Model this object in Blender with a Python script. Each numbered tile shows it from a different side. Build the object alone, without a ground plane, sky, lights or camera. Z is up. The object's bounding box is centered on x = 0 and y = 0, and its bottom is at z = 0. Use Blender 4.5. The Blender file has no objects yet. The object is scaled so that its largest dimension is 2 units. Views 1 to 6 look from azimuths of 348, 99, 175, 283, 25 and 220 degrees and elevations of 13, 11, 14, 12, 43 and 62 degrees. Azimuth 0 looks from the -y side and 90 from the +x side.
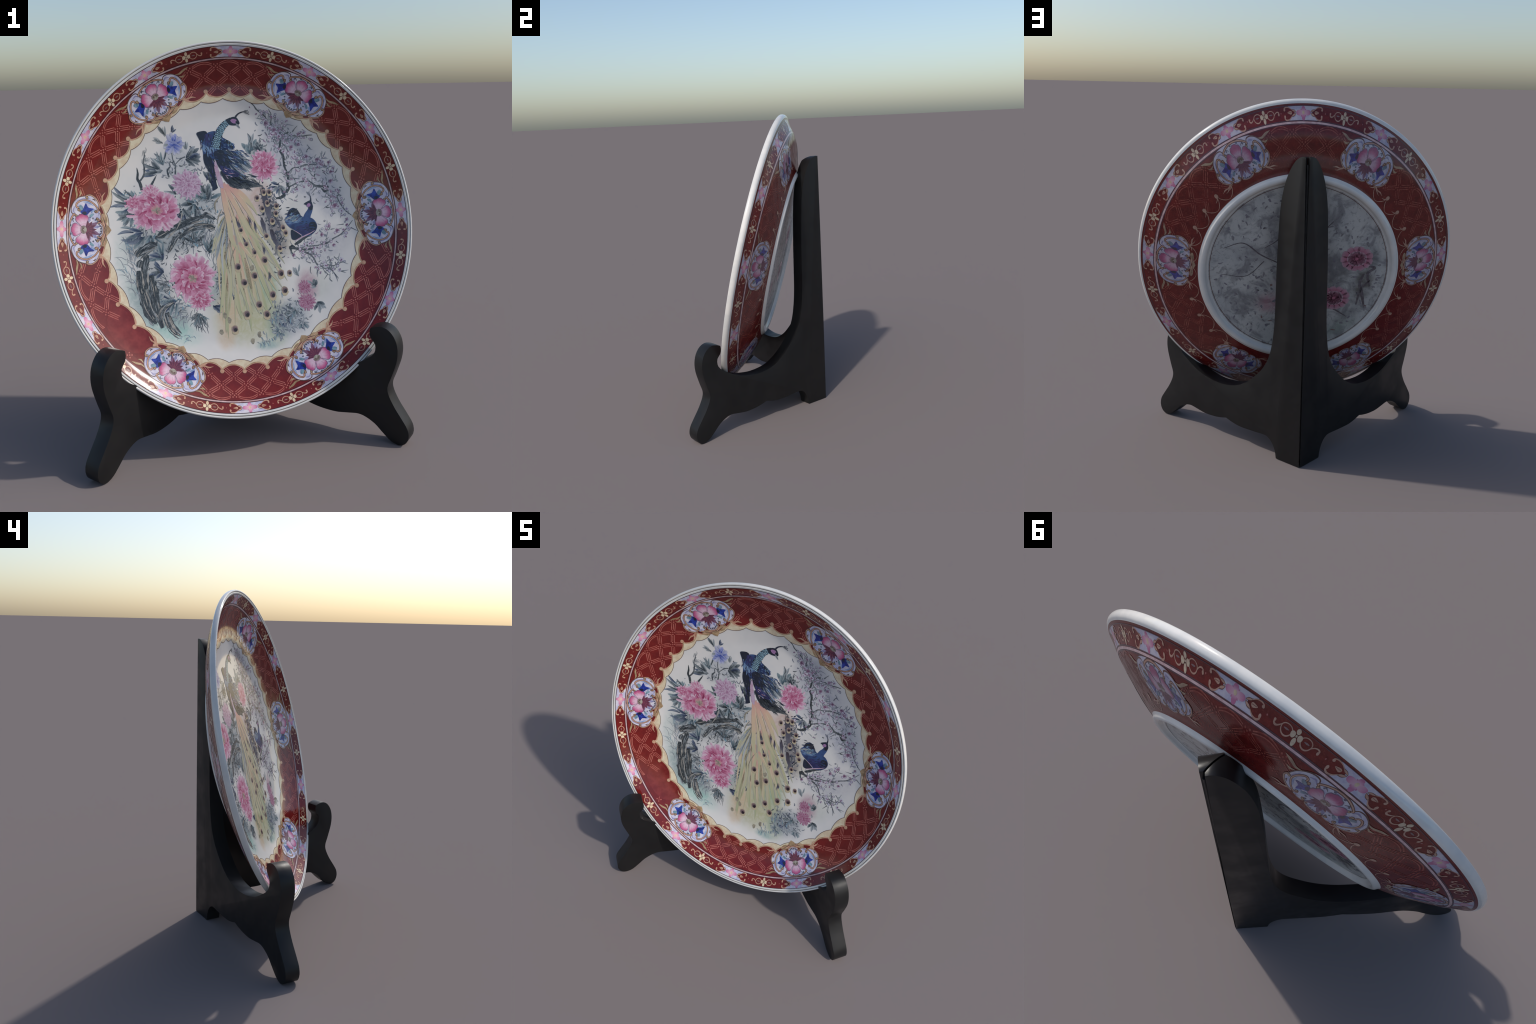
import bpy, bmesh, math, random
import numpy as np
from mathutils import Matrix, Vector

random.seed(7)
rng = random.Random(11)

# ---------------------------------------------------------------- frame ----
# The plate leans back by LEAN; it is a little taller than wide.
LEAN = math.radians(13.22)
CENTRE = Vector((-0.0006, -0.0530, 1.0955))
TALL = 1.0 / 0.969

# plate section as radius / height above the rim plane (front side, lip, back side)
FRONT = [(0, -.146), (.15, -.146), (.30, -.1455), (.45, -.1435), (.55, -.138), (.62, -.124),
         (.685, -.104), (.75, -.074), (.80, -.052), (.83, -.038), (.86, -.0165), (.877, -.004), (.886, .0005)]
LIP = [(.886, .0005), (.8885, -.0016), (.891, .0006), (.8955, .0030), (.9000, .0005), (.9025, -.008), (.9020, -.019),
       (.8965, -.0285), (.886, -.0350)]
BACK = [(0, -.172), (.20, -.172), (.40, -.172), (.502, -.1725), (.510, -.1745), (.517, -.181), (.525, -.191), (.536, -.1950),
        (.547, -.192), (.555, -.183), (.562, -.1770), (.600, -.1640), (.64, -.150), (.72, -.116), (.803, -.079),
        (.86, -.0480), (.886, -.0350)]


def monotone(points):
    """Smooth single-valued curve through the points (Fritsch-Carlson)."""
    xs = np.array([p[0] for p in points], float)
    ys = np.array([p[1] for p in points], float)
    h = np.diff(xs)
    d = np.diff(ys) / h
    m = np.zeros(len(xs))
    m[0], m[-1] = 0 if xs[0] == 0 else d[0], d[-1]
    for i in range(1, len(xs) - 1):
        if d[i - 1] * d[i] > 0:
            w1, w2 = 2 * h[i] + h[i - 1], h[i] + 2 * h[i - 1]
            m[i] = (w1 + w2) / (w1 / d[i - 1] + w2 / d[i])

    def f(x):
        i = int(min(max(np.searchsorted(xs, x) - 1, 0), len(h) - 1))
        t = (x - xs[i]) / h[i]
        return ((2 * t**3 - 3 * t**2 + 1) * ys[i] + (t**3 - 2 * t**2 + t) * h[i] * m[i]
                + (3 * t**2 - 2 * t**3) * ys[i + 1] + (t**3 - t**2) * h[i] * m[i + 1])
    return f


front_curve, back_curve = monotone(FRONT), monotone(BACK)
GRID = np.linspace(0, .886, 1773)
FRONT_Z = np.array([front_curve(r) for r in GRID])
BACK_Z = np.array([back_curve(r) for r in GRID])


FRONT_L, BACK_L = FRONT_Z.tolist(), BACK_Z.tolist()
STEP = GRID[1]


def lookup(table, r):
    f = min(max(r / STEP, 0), len(table) - 1.001)
    i = int(f)
    return table[i] + (table[i + 1] - table[i]) * (f - i)


def belly(r):
    """Where the wall sags: nothing at the well's edge and at the lip."""
    return math.sin(math.pi * (r - .64) / .236) ** 2 if .64 < r < .876 else 0.0


def front_height(r, a=0.0):
    s_ = math.sin(a)
    return lookup(FRONT_L, r) - .003 * min(max((.86 - r) / .1, 0), 1) - belly(r) * (.003 + s_ * s_ * (.020 if s_ > 0 else .014))


def back_height(r, a=0.0):
    s_ = math.sin(a)
    z = lookup(BACK_L, r)
    if s_ > 0:
        return z - belly(r) * s_ * s_ * .019
    k = min(max((.66 - r) / .07, 0), 1)
    return z + .007 * -s_ * k * min(r / .5, 1)


# the same pattern sits on the back, drawn in towards the foot ring
BACK_SCALE = ([0, .50, .60, .683, .75, .829, .8545, .877, .886], [0, .49, .565, .615, .690, .803, .846, .876, .886])


BACK_R = [float(np.interp(r, *BACK_SCALE)) for r in GRID]


def on_plate(x, y, lift, side):
    r, a = math.hypot(x, y), math.atan2(y, x)
    if side == 'front':
        e = .002
        slope = (front_height(r + e, a) - front_height(max(r - e, 0), a)) / (e + min(r, e))
        c = 1 / math.sqrt(1 + slope * slope)
        k = -slope * c * lift / r if r > 1e-6 else 0
        return (x + x * k, y + y * k, front_height(r, a) + lift * c)
    rb = lookup(BACK_R, r)
    k = rb / r if r > 1e-6 else 1
    return (x * k, y * k, back_height(rb, a) - lift * 1.2)


# ------------------------------------------------------------ materials ----
def srgb(r, g, b, a=1.0):
    def f(c):
        c = c / 255
        return c / 12.92 if c <= .04045 else ((c + .055) / 1.055) ** 2.4
    return (f(r), f(g), f(b), a)


class Nodes:
    def __init__(self, name, rough=.16, spec=.5, coat=0.0):
        self.m = bpy.data.materials.new(name)
        self.m.use_nodes = True
        self.t = self.m.node_tree
        self.b = self.t.nodes['Principled BSDF']
        self.b.inputs['Roughness'].default_value = rough
        self.b.inputs['Specular IOR Level'].default_value = spec
        self.b.inputs['Coat Weight'].default_value = coat
        self.b.inputs['Coat Roughness'].default_value = .08
        self.co = self.n('ShaderNodeTexCoord').outputs['Object']

    def n(self, kind, **kw):
        node = self.t.nodes.new(kind)
        for k, v in kw.items():
            setattr(node, k, v)
        return node

    def put(self, sock, v):
        if isinstance(v, bpy.types.NodeSocket):
            self.t.links.new(v, sock)
        else:
            sock.default_value = v

    def noise(self, scale, detail=3, rough=.5, co=None, dist=0.0):
        n = self.n('ShaderNodeTexNoise')
        self.put(n.inputs['Vector'], co or self.co)
        n.inputs['Scale'].default_value = scale
        n.inputs['Detail'].default_value = detail
        n.inputs['Roughness'].default_value = rough
        n.inputs['Distortion'].default_value = dist
        return n.outputs['Fac']

    def math(self, op, a, b=0.0, clamp=False):
        n = self.n('ShaderNodeMath', operation=op, use_clamp=clamp)
        self.put(n.inputs[0], a)
        self.put(n.inputs[1], b)
        return n.outputs[0]

    def span(self, v, a, b, lo=0.0, hi=1.0, smooth=True):
        n = self.n('ShaderNodeMapRange')
        n.interpolation_type = 'SMOOTHSTEP' if smooth else 'LINEAR'
        self.put(n.inputs[0], v)
        for i, q in zip((1, 2, 3, 4), (a, b, lo, hi)):
            n.inputs[i].default_value = q
        return n.outputs[0]

    def mix(self, f, a, b, blend='MIX'):
        n = self.n('ShaderNodeMix', data_type='RGBA', blend_type=blend)
        self.put(n.inputs['Factor'], f)
        self.put(n.inputs['A'], a)
        self.put(n.inputs['B'], b)
        return n.outputs['Result']

    def ramp(self, f, stops):
        n = self.n('ShaderNodeValToRGB')
        while len(n.color_ramp.elements) < len(stops):
            n.color_ramp.elements.new(.5)
        for e, (p, c) in zip(n.color_ramp.elements, stops):
            e.position, e.color = p, c
        self.put(n.inputs[0], f)
        return n.outputs['Color']

    def axis(self, i, co=None):
        n = self.n('ShaderNodeSeparateXYZ')
        self.put(n.inputs[0], co or self.co)
        return n.outputs[i]

    def radius(self):
        v = self.n('ShaderNodeVectorMath', operation='MULTIPLY')
        self.put(v.inputs[0], self.co)
        v.inputs[1].default_value = (1, 1, 0)
        n = self.n('ShaderNodeVectorMath', operation='LENGTH')
        self.put(n.inputs[0], v.outputs[0])
        return n.outputs['Value']

    def bump(self, h, strength, dist=.002):
        n = self.n('ShaderNodeBump')
        n.inputs['Strength'].default_value = strength
        n.inputs['Distance'].default_value = dist
        self.put(n.inputs['Height'], h)
        self.t.links.new(n.outputs[0], self.b.inputs['Normal'])

    def done(self, colour):
        self.put(self.b.inputs['Base Color'], colour)
        return self.m


def enamel(name, c1, c2=None, scale=60, rough=.18, lo=.35, hi=.65):
    """Glazed paint: one colour breaking into a second one."""
    k = Nodes(name, rough)
    if c2 is None:
        c2 = tuple(x * .72 for x in c1[:3]) + (1,)
    return k.done(k.mix(k.span(k.noise(scale, 4, .6), lo, hi), c1, c2))


def shaded(name, stops, scale=7, amount=.35, vary=.25, rough=.18, soft=0.0, pale=(196, 197, 198)):
    """Brush stroke: colour runs from its base (0) to its tip (1) and thins out to the sides."""
    k = Nodes(name, rough)
    x, y = k.axis(0), k.axis(1)
    wob = k.math('SUBTRACT', k.noise(scale, 3, .6), .5)
    f = k.math('ADD', x, k.math('MULTIPLY', wob, amount), True)
    col = k.ramp(f, stops)
    info = k.n('ShaderNodeObjectInfo').outputs['Random']
    col = k.mix(k.span(info, 0, 1, 0, vary, False), col, tuple(q * .55 for q in stops[len(stops) // 2][1][:3]) + (1,))
    if soft:
        e = k.math('ADD', k.math('ABSOLUTE', y), k.math('MULTIPLY', wob, .35))
        col = k.mix(k.span(e, .14, .46, 0, soft), col, srgb(*pale))
    return k.done(col)


# ------------------------------------------------------------- painting ----
def curve2(pts, closed=False, step=.006):
    """Catmull-Rom curve through the points, sampled every step."""
    p = [Vector((q[0], q[1])) for q in pts]
    n = len(p)
    if n == 2 and not closed:
        m = max(2, int((p[1] - p[0]).length / step))
        return [p[0].lerp(p[1], i / m) for i in range(m + 1)]
    out = []
    for i in range(n if closed else n - 1):
        a, b = p[i], p[(i + 1) % n]
        pa = p[(i - 1) % n] if closed or i else a + (a - b)
        pb = p[(i + 2) % n] if closed or i + 2 < n else b + (b - a)
        m = max(2, int((b - a).length / step))
        for j in range(m):
            t = j / m
            out.append(.5 * ((2 * a) + (b - pa) * t + (2 * pa - 5 * a + 4 * b - pb) * t * t + (3 * a - pa - 3 * b + pb) * t**3))
    if not closed:
        out.append(p[-1])
    return out


def wide(w, t):
    if callable(w):
        return w(t)
    if isinstance(w, (int, float)):
        return w
    f = t * (len(w) - 1)
    i = min(int(f), len(w) - 2)
    return w[i] + (w[i + 1] - w[i]) * (f - i)


MUTED = {}


def muted(mat):
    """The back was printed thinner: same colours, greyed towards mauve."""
    if mat.name not in MUTED:
        m = mat.copy()
        t = m.node_tree
        sock = t.nodes['Principled BSDF'].inputs['Base Color']
        n = t.nodes.new('ShaderNodeMix')
        n.data_type = 'RGBA'
        n.inputs['Factor'].default_value = .38
        n.inputs['B'].default_value = srgb(112, 92, 100)
        t.links.new(sock.links[0].from_socket, n.inputs['A'])
        t.links.new(n.outputs['Result'], sock)
        MUTED[mat.name] = m
    return MUTED[mat.name]


class Paint:
    """Thin enamel pieces laid on the plate; every piece has its own layer."""

    def __init__(self):
        self.v, self.f, self.mi, self.mats = [], [], [], []

    def slot(self, mat):
        if mat not in self.mats:
            self.mats.append(mat)
        return self.mats.index(mat)

    def ribbon(self, pts, w, mat, layer=1, step=.006, smooth=True):
        s = self.slot(mat)
        c = curve2(pts, False, step) if smooth else [Vector(p[:2]) for p in pts]
        n = len(c)
        across = 1 if max(wide(w, i / 8) for i in range(9)) < .014 else 4
        base = len(self.v)
        for i, q in enumerate(c):
            d = (c[min(i + 1, n - 1)] - c[max(i - 1, 0)])
            d = d.normalized() if d.length > 1e-9 else Vector((1, 0))
            nn = Vector((-d.y, d.x))
            hw = max(wide(w, i / (n - 1)), 2e-4) / 2
            for j in range(across + 1):
                u = q + nn * hw * (1 - 2 * j / across)
                self.v.append((u.x, u.y, layer))
        for i in range(n - 1):
            for j in range(across):
                a = base + i * (across + 1) + j
                self.f.append((a + 1, a + across + 2, a + across + 1, a))
                self.mi.append(s)
        return self

    def blob(self, outline, mat, layer=1, centre=None, step=.006, smooth=True):
        s = self.slot(mat)
        o = curve2(outline, True, step) if smooth else [Vector(p[:2]) for p in outline]
        area = sum(o[i - 1].x * o[i].y - o[i].x * o[i - 1].y for i in range(len(o)))
        if area < 0:
            o.reverse()
        c = Vector(centre) if centre else sum(o, Vector((0, 0))) / len(o)
        rings = max(1, int(max((q - c).length for q in o) / .008))
        base = len(self.v)
        self.v.append((c.x, c.y, layer))
        n = len(o)
        for k in range(1, rings + 1):
            for q in o:
                u = c.lerp(q, k / rings)
                self.v.append((u.x, u.y, layer))
        for i in range(n):
            j = (i + 1) % n
            self.f.append((base, base + 1 + i, base + 1 + j))
            self.mi.append(s)
            for k in range(rings - 1):
                a, b = base + 1 + k * n, base + 1 + (k + 1) * n
                self.f.append((a + i, b + i, b + j, a + j))
                self.mi.append(s)
        return self

    def oval(self, c, a, b, mat, layer=1, turn=0.0, wob=0.0, n=14):
        ct, st = math.cos(turn), math.sin(turn)
        o = []
        for i in range(n):
            t = 2 * math.pi * i / n
            k = 1 + wob * rng.uniform(-1, 1)
            x, y = a * k * math.cos(t), b * k * math.sin(t)
            o.append((c[0] + x * ct - y * st, c[1] + x * st + y * ct))
        return self.blob(o, mat, layer, c, step=.004)

    def ring(self, c, a, b, w, mat, layer=1, turn=0.0):
        ct, st = math.cos(turn), math.sin(turn)
        o = []
        for i in range(25):
            t = 2 * math.pi * i / 24
            x, y = a * math.cos(t), b * math.sin(t)
            o.append((c[0] + x * ct - y * st, c[1] + x * st + y * ct))
        return self.ribbon(o, w, mat, layer, smooth=False)


LIFT, LAYER = .0005, .00010
COLLECT = bpy.context.scene.collection


def make(name, paint, parent=None, side='front', frame=None, stuff=False, place=None):
    """Turn a painting into an object hugging the plate.

    place maps paint coordinates to plate coordinates; frame is the object's
    own 2D frame (origin, angle, scale), so that its material can run along it.
    """
    pts = []
    for x, y, l in paint.v:
        if place:
            x, y = place(x, y)
        thin = .5 if math.hypot(x, y) < .61 else 1.0
        pts.append(on_plate(x, y, LIFT + LAYER * thin * l, side))
    me = bpy.data.meshes.new(name)
    M = Matrix.Identity(4)
    if frame:
        (ox, oy), ang, sc = frame[:3]
        M = Matrix.Translation(on_plate(ox, oy, 0, side)) @ Matrix.Rotation(ang, 4, 'Z') @ Matrix.Diagonal((sc, frame[3] if len(frame) > 3 else sc, sc, 1))
        inv = M.inverted()
        pts = [inv @ Vector(p) for p in pts]
    faces = paint.f if side == 'front' else [tuple(reversed(f)) for f in paint.f]
    me.from_pydata(pts, [], faces)
    for m in paint.mats:
        me.materials.append(muted(m) if side == 'back' and not m.name.startswith(('faded', 'pale_pink_line', 'brown')) else m)
    me.polygons.foreach_set('material_index', paint.mi)
    me.shade_smooth()
    ob = bpy.data.objects.new(name, me)
    COLLECT.objects.link(ob)
    ob.parent = parent
    ob.matrix_basis = (parent_space(parent).inverted() @ M) if parent and parent is not plate else M
    if stuff:
        ob['kind'] = 'stuff'
    return ob


def parent_space(ob):
    """Transform of a part inside the plate."""
    m = Matrix.Identity(4)
    while ob and ob is not plate:
        m = ob.matrix_basis @ m
        ob = ob.parent
    return m


def stroke(name, base, tip, width, mat, parent, layer=1, bend=0.0, shape=None, side='front', ruffle=0.0, tipw=0.0):
    """One brush stroke (petal, leaf, feather) as an object of its own."""
    b, t = Vector(base), Vector(tip)
    d = t - b
    L = d.length
    n = Vector((-d.y, d.x)) / L
    shape = shape or (lambda u: math.sin(math.pi * min(u * .96 + .04, 1)) ** .8)
    P = Paint()
    m = max(6, int(L / .007))
    mid = []
    for i in range(m + 1):
        u = i / m
        q = b + d * u + n * (bend * L * math.sin(math.pi * u))
        mid.append((q.x, q.y))
    k = ruffle
    ws = [max(width * shape(i / m), width * tipw if i == m else 0) * (1 + k * rng.uniform(-1, 1)) for i in range(m + 1)]
    P.ribbon(mid, ws, mat, layer, smooth=False)
    return make(name, P, parent, side, frame=(base, math.atan2(d.y, d.x), L, width))


# ----------------------------------------------------------- top level ----
def empty(name, label, category):
    e = bpy.data.objects.new(name, None)
    COLLECT.objects.link(e)
    e['label'], e['category'] = label, category
    return e


plate = empty('decorated_plate', 'round porcelain plate with red border and painted peacocks', 'plate')
c, s = math.cos(LEAN), math.sin(LEAN)
plate.matrix_world = Matrix.Translation(CENTRE) @ Matrix(((1, 0, 0, 0), (0, s, -c, 0), (0, c, s, 0), (0, 0, 0, 1))) @ Matrix.Diagonal((1, TALL, 1, 1))

# ------------------------------------------------------------ plate body ----
def turned(name, rs, height, mat, up=1, around=480):
    """Ring of the plate body: radii rs, height given by radius and direction."""
    vs, ns, fs = [], [], []
    n, e = len(rs), 1e-3
    for r in rs:
        for j in range(around):
            a = 2 * math.pi * j / around
            dr = (height(r + e, a) - height(max(r - e, 0), a)) / (e + min(r, e))
            da = (height(r, a + e) - height(r, a - e)) / (2 * e) / max(r, .01)
            c_, s_ = math.cos(a), math.sin(a)
            vs.append((r * c_, r * s_, height(r, a)))
            nv = Vector((-dr * c_ + da * s_, -dr * s_ - da * c_, 1)).normalized() * up
            ns.append(tuple(nv))
    for i in range(n - 1):
        for j in range(around):
            k = (j + 1) % around
            fs.append((i * around + j, (i + 1) * around + j, (i + 1) * around + k, i * around + k))
    return body_mesh(name, vs, ns, fs, mat)


def lathe(name, prof, mat, around=480, wobble=0.0):
    """Plain ring turned from a section (the lip)."""
    prof = [Vector(p) for p in prof]
    n = len(prof)
    vs, ns, fs = [], [], []
    for i, p in enumerate(prof):
        t = prof[min(i + 1, n - 1)] - prof[max(i - 1, 0)]
        t.normalize()
        nr, nz = -t.y, t.x
        for j in range(around):
            a = 2 * math.pi * j / around
            w = 1 + wobble * (math.sin(5 * a + 1) + .6 * math.sin(11 * a + 2.2) + .4 * math.sin(23 * a)) if wobble else 1
            vs.append((p.x * w * math.cos(a), p.x * w * math.sin(a), p.y))
            ns.append((nr * math.cos(a), nr * math.sin(a), nz))
    for i in range(n - 1):
        for j in range(around):
            k = (j + 1) % around
            fs.append((i * around + j, (i + 1) * around + j, (i + 1) * around + k, i * around + k))
    return body_mesh(name, vs, ns, fs, mat)


def body_mesh(name, vs, ns, fs, mat):
    me = bpy.data.meshes.new(name)
    me.from_pydata(vs, [], fs)
    me.materials.append(mat)
    me.shade_smooth()
    me.normals_split_custom_set_from_vertices(ns)
    ob = bpy.data.objects.new(name, me)
    COLLECT.objects.link(ob)
    ob.parent = plate
    return ob


def steps(a, b, d):
    n = max(1, round(abs(b - a) / d))
    return [a + (b - a) * i / n for i in range(n + 1)]


# glaze colours
k = Nodes('porcelain_white', .12)
white_col = k.mix(k.span(k.noise(9, 4, .6), .3, .7), srgb(222, 218, 212), srgb(208, 207, 204))
k.bump(k.noise(14, 3), .25, .002)
PORCELAIN = k.done(white_col)

k = Nodes('red_glaze', .13)
red_col = k.mix(k.span(k.noise(24, 5, .65), .32, .68), srgb(118, 31, 28), srgb(104, 27, 26))
red_col = k.mix(k.math('MULTIPLY', k.span(k.noise(180, 2), .5, .75), .35), red_col, srgb(130, 44, 38))
k.bump(k.noise(55, 3, .6), .10, .002)
RED = k.done(red_col)
RED_WORN = enamel('worn_red_glaze', srgb(132, 48, 44), srgb(110, 30, 28), 22, .12, .3, .7)
k = Nodes('red_glaze_back', .2)
rb = k.mix(k.span(k.noise(26, 5, .7), .3, .7), srgb(112, 33, 30), srgb(88, 24, 23))
rb = k.mix(k.math('MULTIPLY', k.span(k.noise(90, 3, .7, None, 1.5), .52, .66), .35), rb, srgb(140, 66, 52))
RED_BACK = k.done(rb)
LINE_PINK = enamel('pale_pink_line', srgb(206, 178, 178), srgb(186, 150, 150), 40)
DARK_LINE = enamel('dark_maroon_line', srgb(62, 24, 30), srgb(48, 18, 24), 50)
LATTICE = enamel('salmon_lattice', srgb(188, 108, 96), srgb(166, 84, 74), 30)
LATTICE_BACK = enamel('faded_lattice', srgb(152, 82, 70), srgb(122, 50, 44), 40)
TAN = enamel('tan_gilding', srgb(208, 164, 136), srgb(188, 140, 112), 45)
CREAM = enamel('cream_enamel', srgb(220, 208, 178), srgb(208, 186, 156), 30)
PALE_CREAM = enamel('pale_cream_petal', srgb(228, 208, 172), srgb(216, 184, 154), 60)
GOLD = enamel('ochre_gilding', srgb(184, 156, 120), srgb(150, 122, 90), 40)
BROWN = enamel('brown_outline', srgb(104, 74, 66), srgb(84, 56, 52), 40)
LILAC = enamel('lilac_white_ground', srgb(216, 210, 218), srgb(182, 180, 206), 34, .14)
GREY_STROKE = enamel('grey_stroke', srgb(150, 120, 110), srgb(120, 96, 92), 60)
BLUE = enamel('cobalt_blue', srgb(44, 70, 168), srgb(24, 34, 110), 50)
LILAC_DEEP = enamel('lilac_shadow', srgb(158, 152, 186), srgb(132, 132, 168), 40)
SKY = enamel('pale_blue_dab', srgb(150, 172, 206), srgb(126, 144, 184), 50)
NAVY = enamel('navy_blue', srgb(36, 40, 66), srgb(26, 28, 46), 40)
TEAL = enamel('teal_leaf', srgb(126, 158, 172), srgb(96, 124, 140), 60)
GREY_DOT = enamel('slate_dot', srgb(96, 102, 116), srgb(76, 82, 96), 60)
MAROON = enamel('maroon_petal', srgb(122, 62, 80), srgb(98, 48, 70), 50)
MAUVE = enamel('mauve_petal', srgb(134, 96, 124), srgb(112, 82, 106), 40)
STAMEN = enamel('grey_stamen', srgb(176, 168, 154), srgb(138, 132, 122), 70)
PINK_PALE = enamel('pale_pink', srgb(226, 184, 200), srgb(214, 166, 188), 30)
MEDAL_PETAL = shaded('pink_medallion_petal', [(0, srgb(222, 200, 212)), (.4, srgb(218, 172, 194)), (.72, srgb(202, 104, 146)), (1, srgb(170, 66, 112))], 3, .3, .15, soft=.35, pale=(170, 96, 136))
BAND_PETAL = shaded('pink_band_petal', [(0, srgb(234, 190, 200)), (.5, srgb(222, 160, 184)), (1, srgb(196, 106, 150))], 3, .3, .12)

# --- well with soft brush washes -------------------------------------------
WASHES = [
    # centre, half length, half width, turn (degrees), colour, strength
    ((-.371, -.447), .20, .090, -28, srgb(146, 186, 176), .85),
    ((-.505, -.279), .10, .13, 20, srgb(150, 172, 168), .8),
    ((-.580, -.101), .05, .15, 0, srgb(172, 188, 184), .6),
    ((-.431, -.031), .16, .12, 10, srgb(140, 148, 148), .8),
    ((-.440, -.284), .13, .20, 0, srgb(118, 130, 134), .75),
    ((-.333, -.387), .10, .09, 0, srgb(130, 144, 146), .7),
    ((-.257, -.010), .19, .10, 15, srgb(138, 146, 148), .8),
    ((-.126, -.276), .09, .13, 0, srgb(136, 150, 148), .8),
    ((-.180, .146), .16, .11, 0, srgb(140, 150, 154), .75),
    ((-.282, .342), .15, .10, 10, srgb(160, 166, 172), .7),
    ((-.524, .131), .08, .09, 0, srgb(160, 172, 174), .6),
    ((.141, .375), .06, .07, 0, srgb(118, 132, 134), .8),
    ((.314, .352), .17, .16, 0, srgb(166, 166, 176), .75),
    ((.428, .215), .18, .12, -20, srgb(160, 162, 174), .8),
    ((.252, .485), .12, .13, 0, srgb(158, 160, 170), .75),
    ((.509, .112), .08, .10, 0, srgb(164, 166, 176), .7),
    ((.313, .089), .08, .08, 0, srgb(196, 194, 188), .5),
    ((.269, -.041), .06, .12, 0, srgb(196, 186, 158), .6),
    ((.066, -.208), .19, .30, 12, srgb(184, 180, 148), .95),
    ((.041, -.434), .23, .17, 0, srgb(182, 180, 142), .95),
    ((-.068, -.409), .07, .14, 0, srgb(204, 180, 150), .9),
    ((.147, -.279), .08, .13, 0, srgb(148, 174, 144), .7),
    ((.058, -.322), .06, .10, 20, srgb(160, 166, 150), .7),
    ((.027, .087), .12, .17, 14, srgb(202, 172, 150), .9),
    ((-.061, -.070), .08, .14, 0, srgb(176, 170, 148), .85),
    ((.144, .163), .08, .10, 0, srgb(196, 166, 152), .8),
    ((.203, .012), .07, .20, 16, srgb(106, 100, 102), .9),
    ((-.085, -.529), .06, .07, 0, srgb(204, 178, 148), .6),
    ((.183, -.495), .08, .12, 0, srgb(160, 174, 148), .8),
    ((.256, -.452), .13, .11, 30, srgb(130, 142, 152), .85),
    ((.391, -.297), .12, .10, 0, srgb(186, 188, 178), .6),
    ((.359, -.311), .07, .11, 0, srgb(172, 118, 142), .7),
    ((.459, -.102), .17, .11, 20, srgb(164, 164, 172), .7),
    ((.341, -.012), .10, .04, 20, srgb(150, 150, 156), .7),
    ((.123, -.579), .07, .03, 0, srgb(146, 172, 166), .8),
]
k = Nodes('painted_well', .14)
col = k.mix(k.span(k.noise(5, 4, .6), .3, .7), srgb(222, 217, 211), srgb(212, 210, 206))
grain = k.noise(34, 5, .65, None, .6)
for (cx, cy), rx, ry, turn, tint, amt in WASHES:
    m = k.n('ShaderNodeMapping', vector_type='TEXTURE')
    k.put(m.inputs['Vector'], k.co)
    m.inputs['Location'].default_value = (cx, cy, 0)
    m.inputs['Rotation'].default_value = (0, 0, math.radians(turn))
    m.inputs['Scale'].default_value = (rx, ry, 1e3)
    ln = k.n('ShaderNodeVectorMath', operation='LENGTH')
    k.put(ln.inputs[0], m.outputs[0])
    f = k.span(ln.outputs['Value'], 1.12, .35)
    f = k.math('MULTIPLY', f, k.span(grain, .25, .62, amt * .45, amt, False))
    col = k.mix(f, col, tint)
k.bump(k.noise(14, 3), .2, .002)
WELL = k.done(col)

k = Nodes('painted_base', .3)
col = k.mix(k.span(k.noise(6, 4, .6), .3, .7), srgb(188, 187, 183), srgb(172, 173, 172))
f = k.math('MULTIPLY', k.span(k.noise(11, 5, .6, None, .8), .45, .66), .8)
col = k.mix(f, col, srgb(112, 112, 116))
f = k.math('MULTIPLY', k.span(k.noise(28, 4, .6, None, 2.0), .54, .70), .55)
col = k.mix(f, col, srgb(84, 86, 90))
for (cx, cy), rx, ry, turn, tint, amt in [((.16, -.20), .11, .09, 0, srgb(176, 110, 128), .6), ((.08, -.08), .09, .06, 0, srgb(178, 130, 142), .4),
                                          ((-.37, -.08), .09, .20, 12, srgb(74, 72, 66), .85), ((-.25, -.36), .16, .07, -25, srgb(140, 154, 142), .6), ((-.24, .0), .10, .10, 0, srgb(84, 86, 86), .8), ((-.42, .08), .05, .08, 0, srgb(84, 88, 92), .8),
                                          ((-.17, -.03), .08, .22, 0, srgb(92, 94, 94), .7), ((-.3, -.28), .12, .06, -30, srgb(92, 96, 98), .7), ((.25, .1), .16, .08, 20, srgb(108, 108, 112), .6), ((.12, .22), .10, .14, 0, srgb(108, 108, 114), .6), ((.28, -.18), .14, .08, 10, srgb(112, 112, 114), .6), ((-.12, .3), .12, .06, 0, srgb(120, 122, 124), .6),
                                          ((-.2, .02), .12, .10, 0, srgb(120, 120, 124), .5)]:
    m = k.n('ShaderNodeMapping', vector_type='TEXTURE')
    k.put(m.inputs['Vector'], k.co)
    m.inputs['Location'].default_value = (cx, cy, 0)
    m.inputs['Rotation'].default_value = (0, 0, math.radians(turn))
    m.inputs['Scale'].default_value = (rx, ry, 1e3)
    ln = k.n('ShaderNodeVectorMath', operation='LENGTH')
    k.put(ln.inputs[0], m.outputs[0])
    col = k.mix(k.math('MULTIPLY', k.span(ln.outputs['Value'], 1.0, .2), k.span(grain if False else k.noise(30, 4), .3, .6, amt * .4, amt, False)), col, tint)
BASE = k.done(col)

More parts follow.
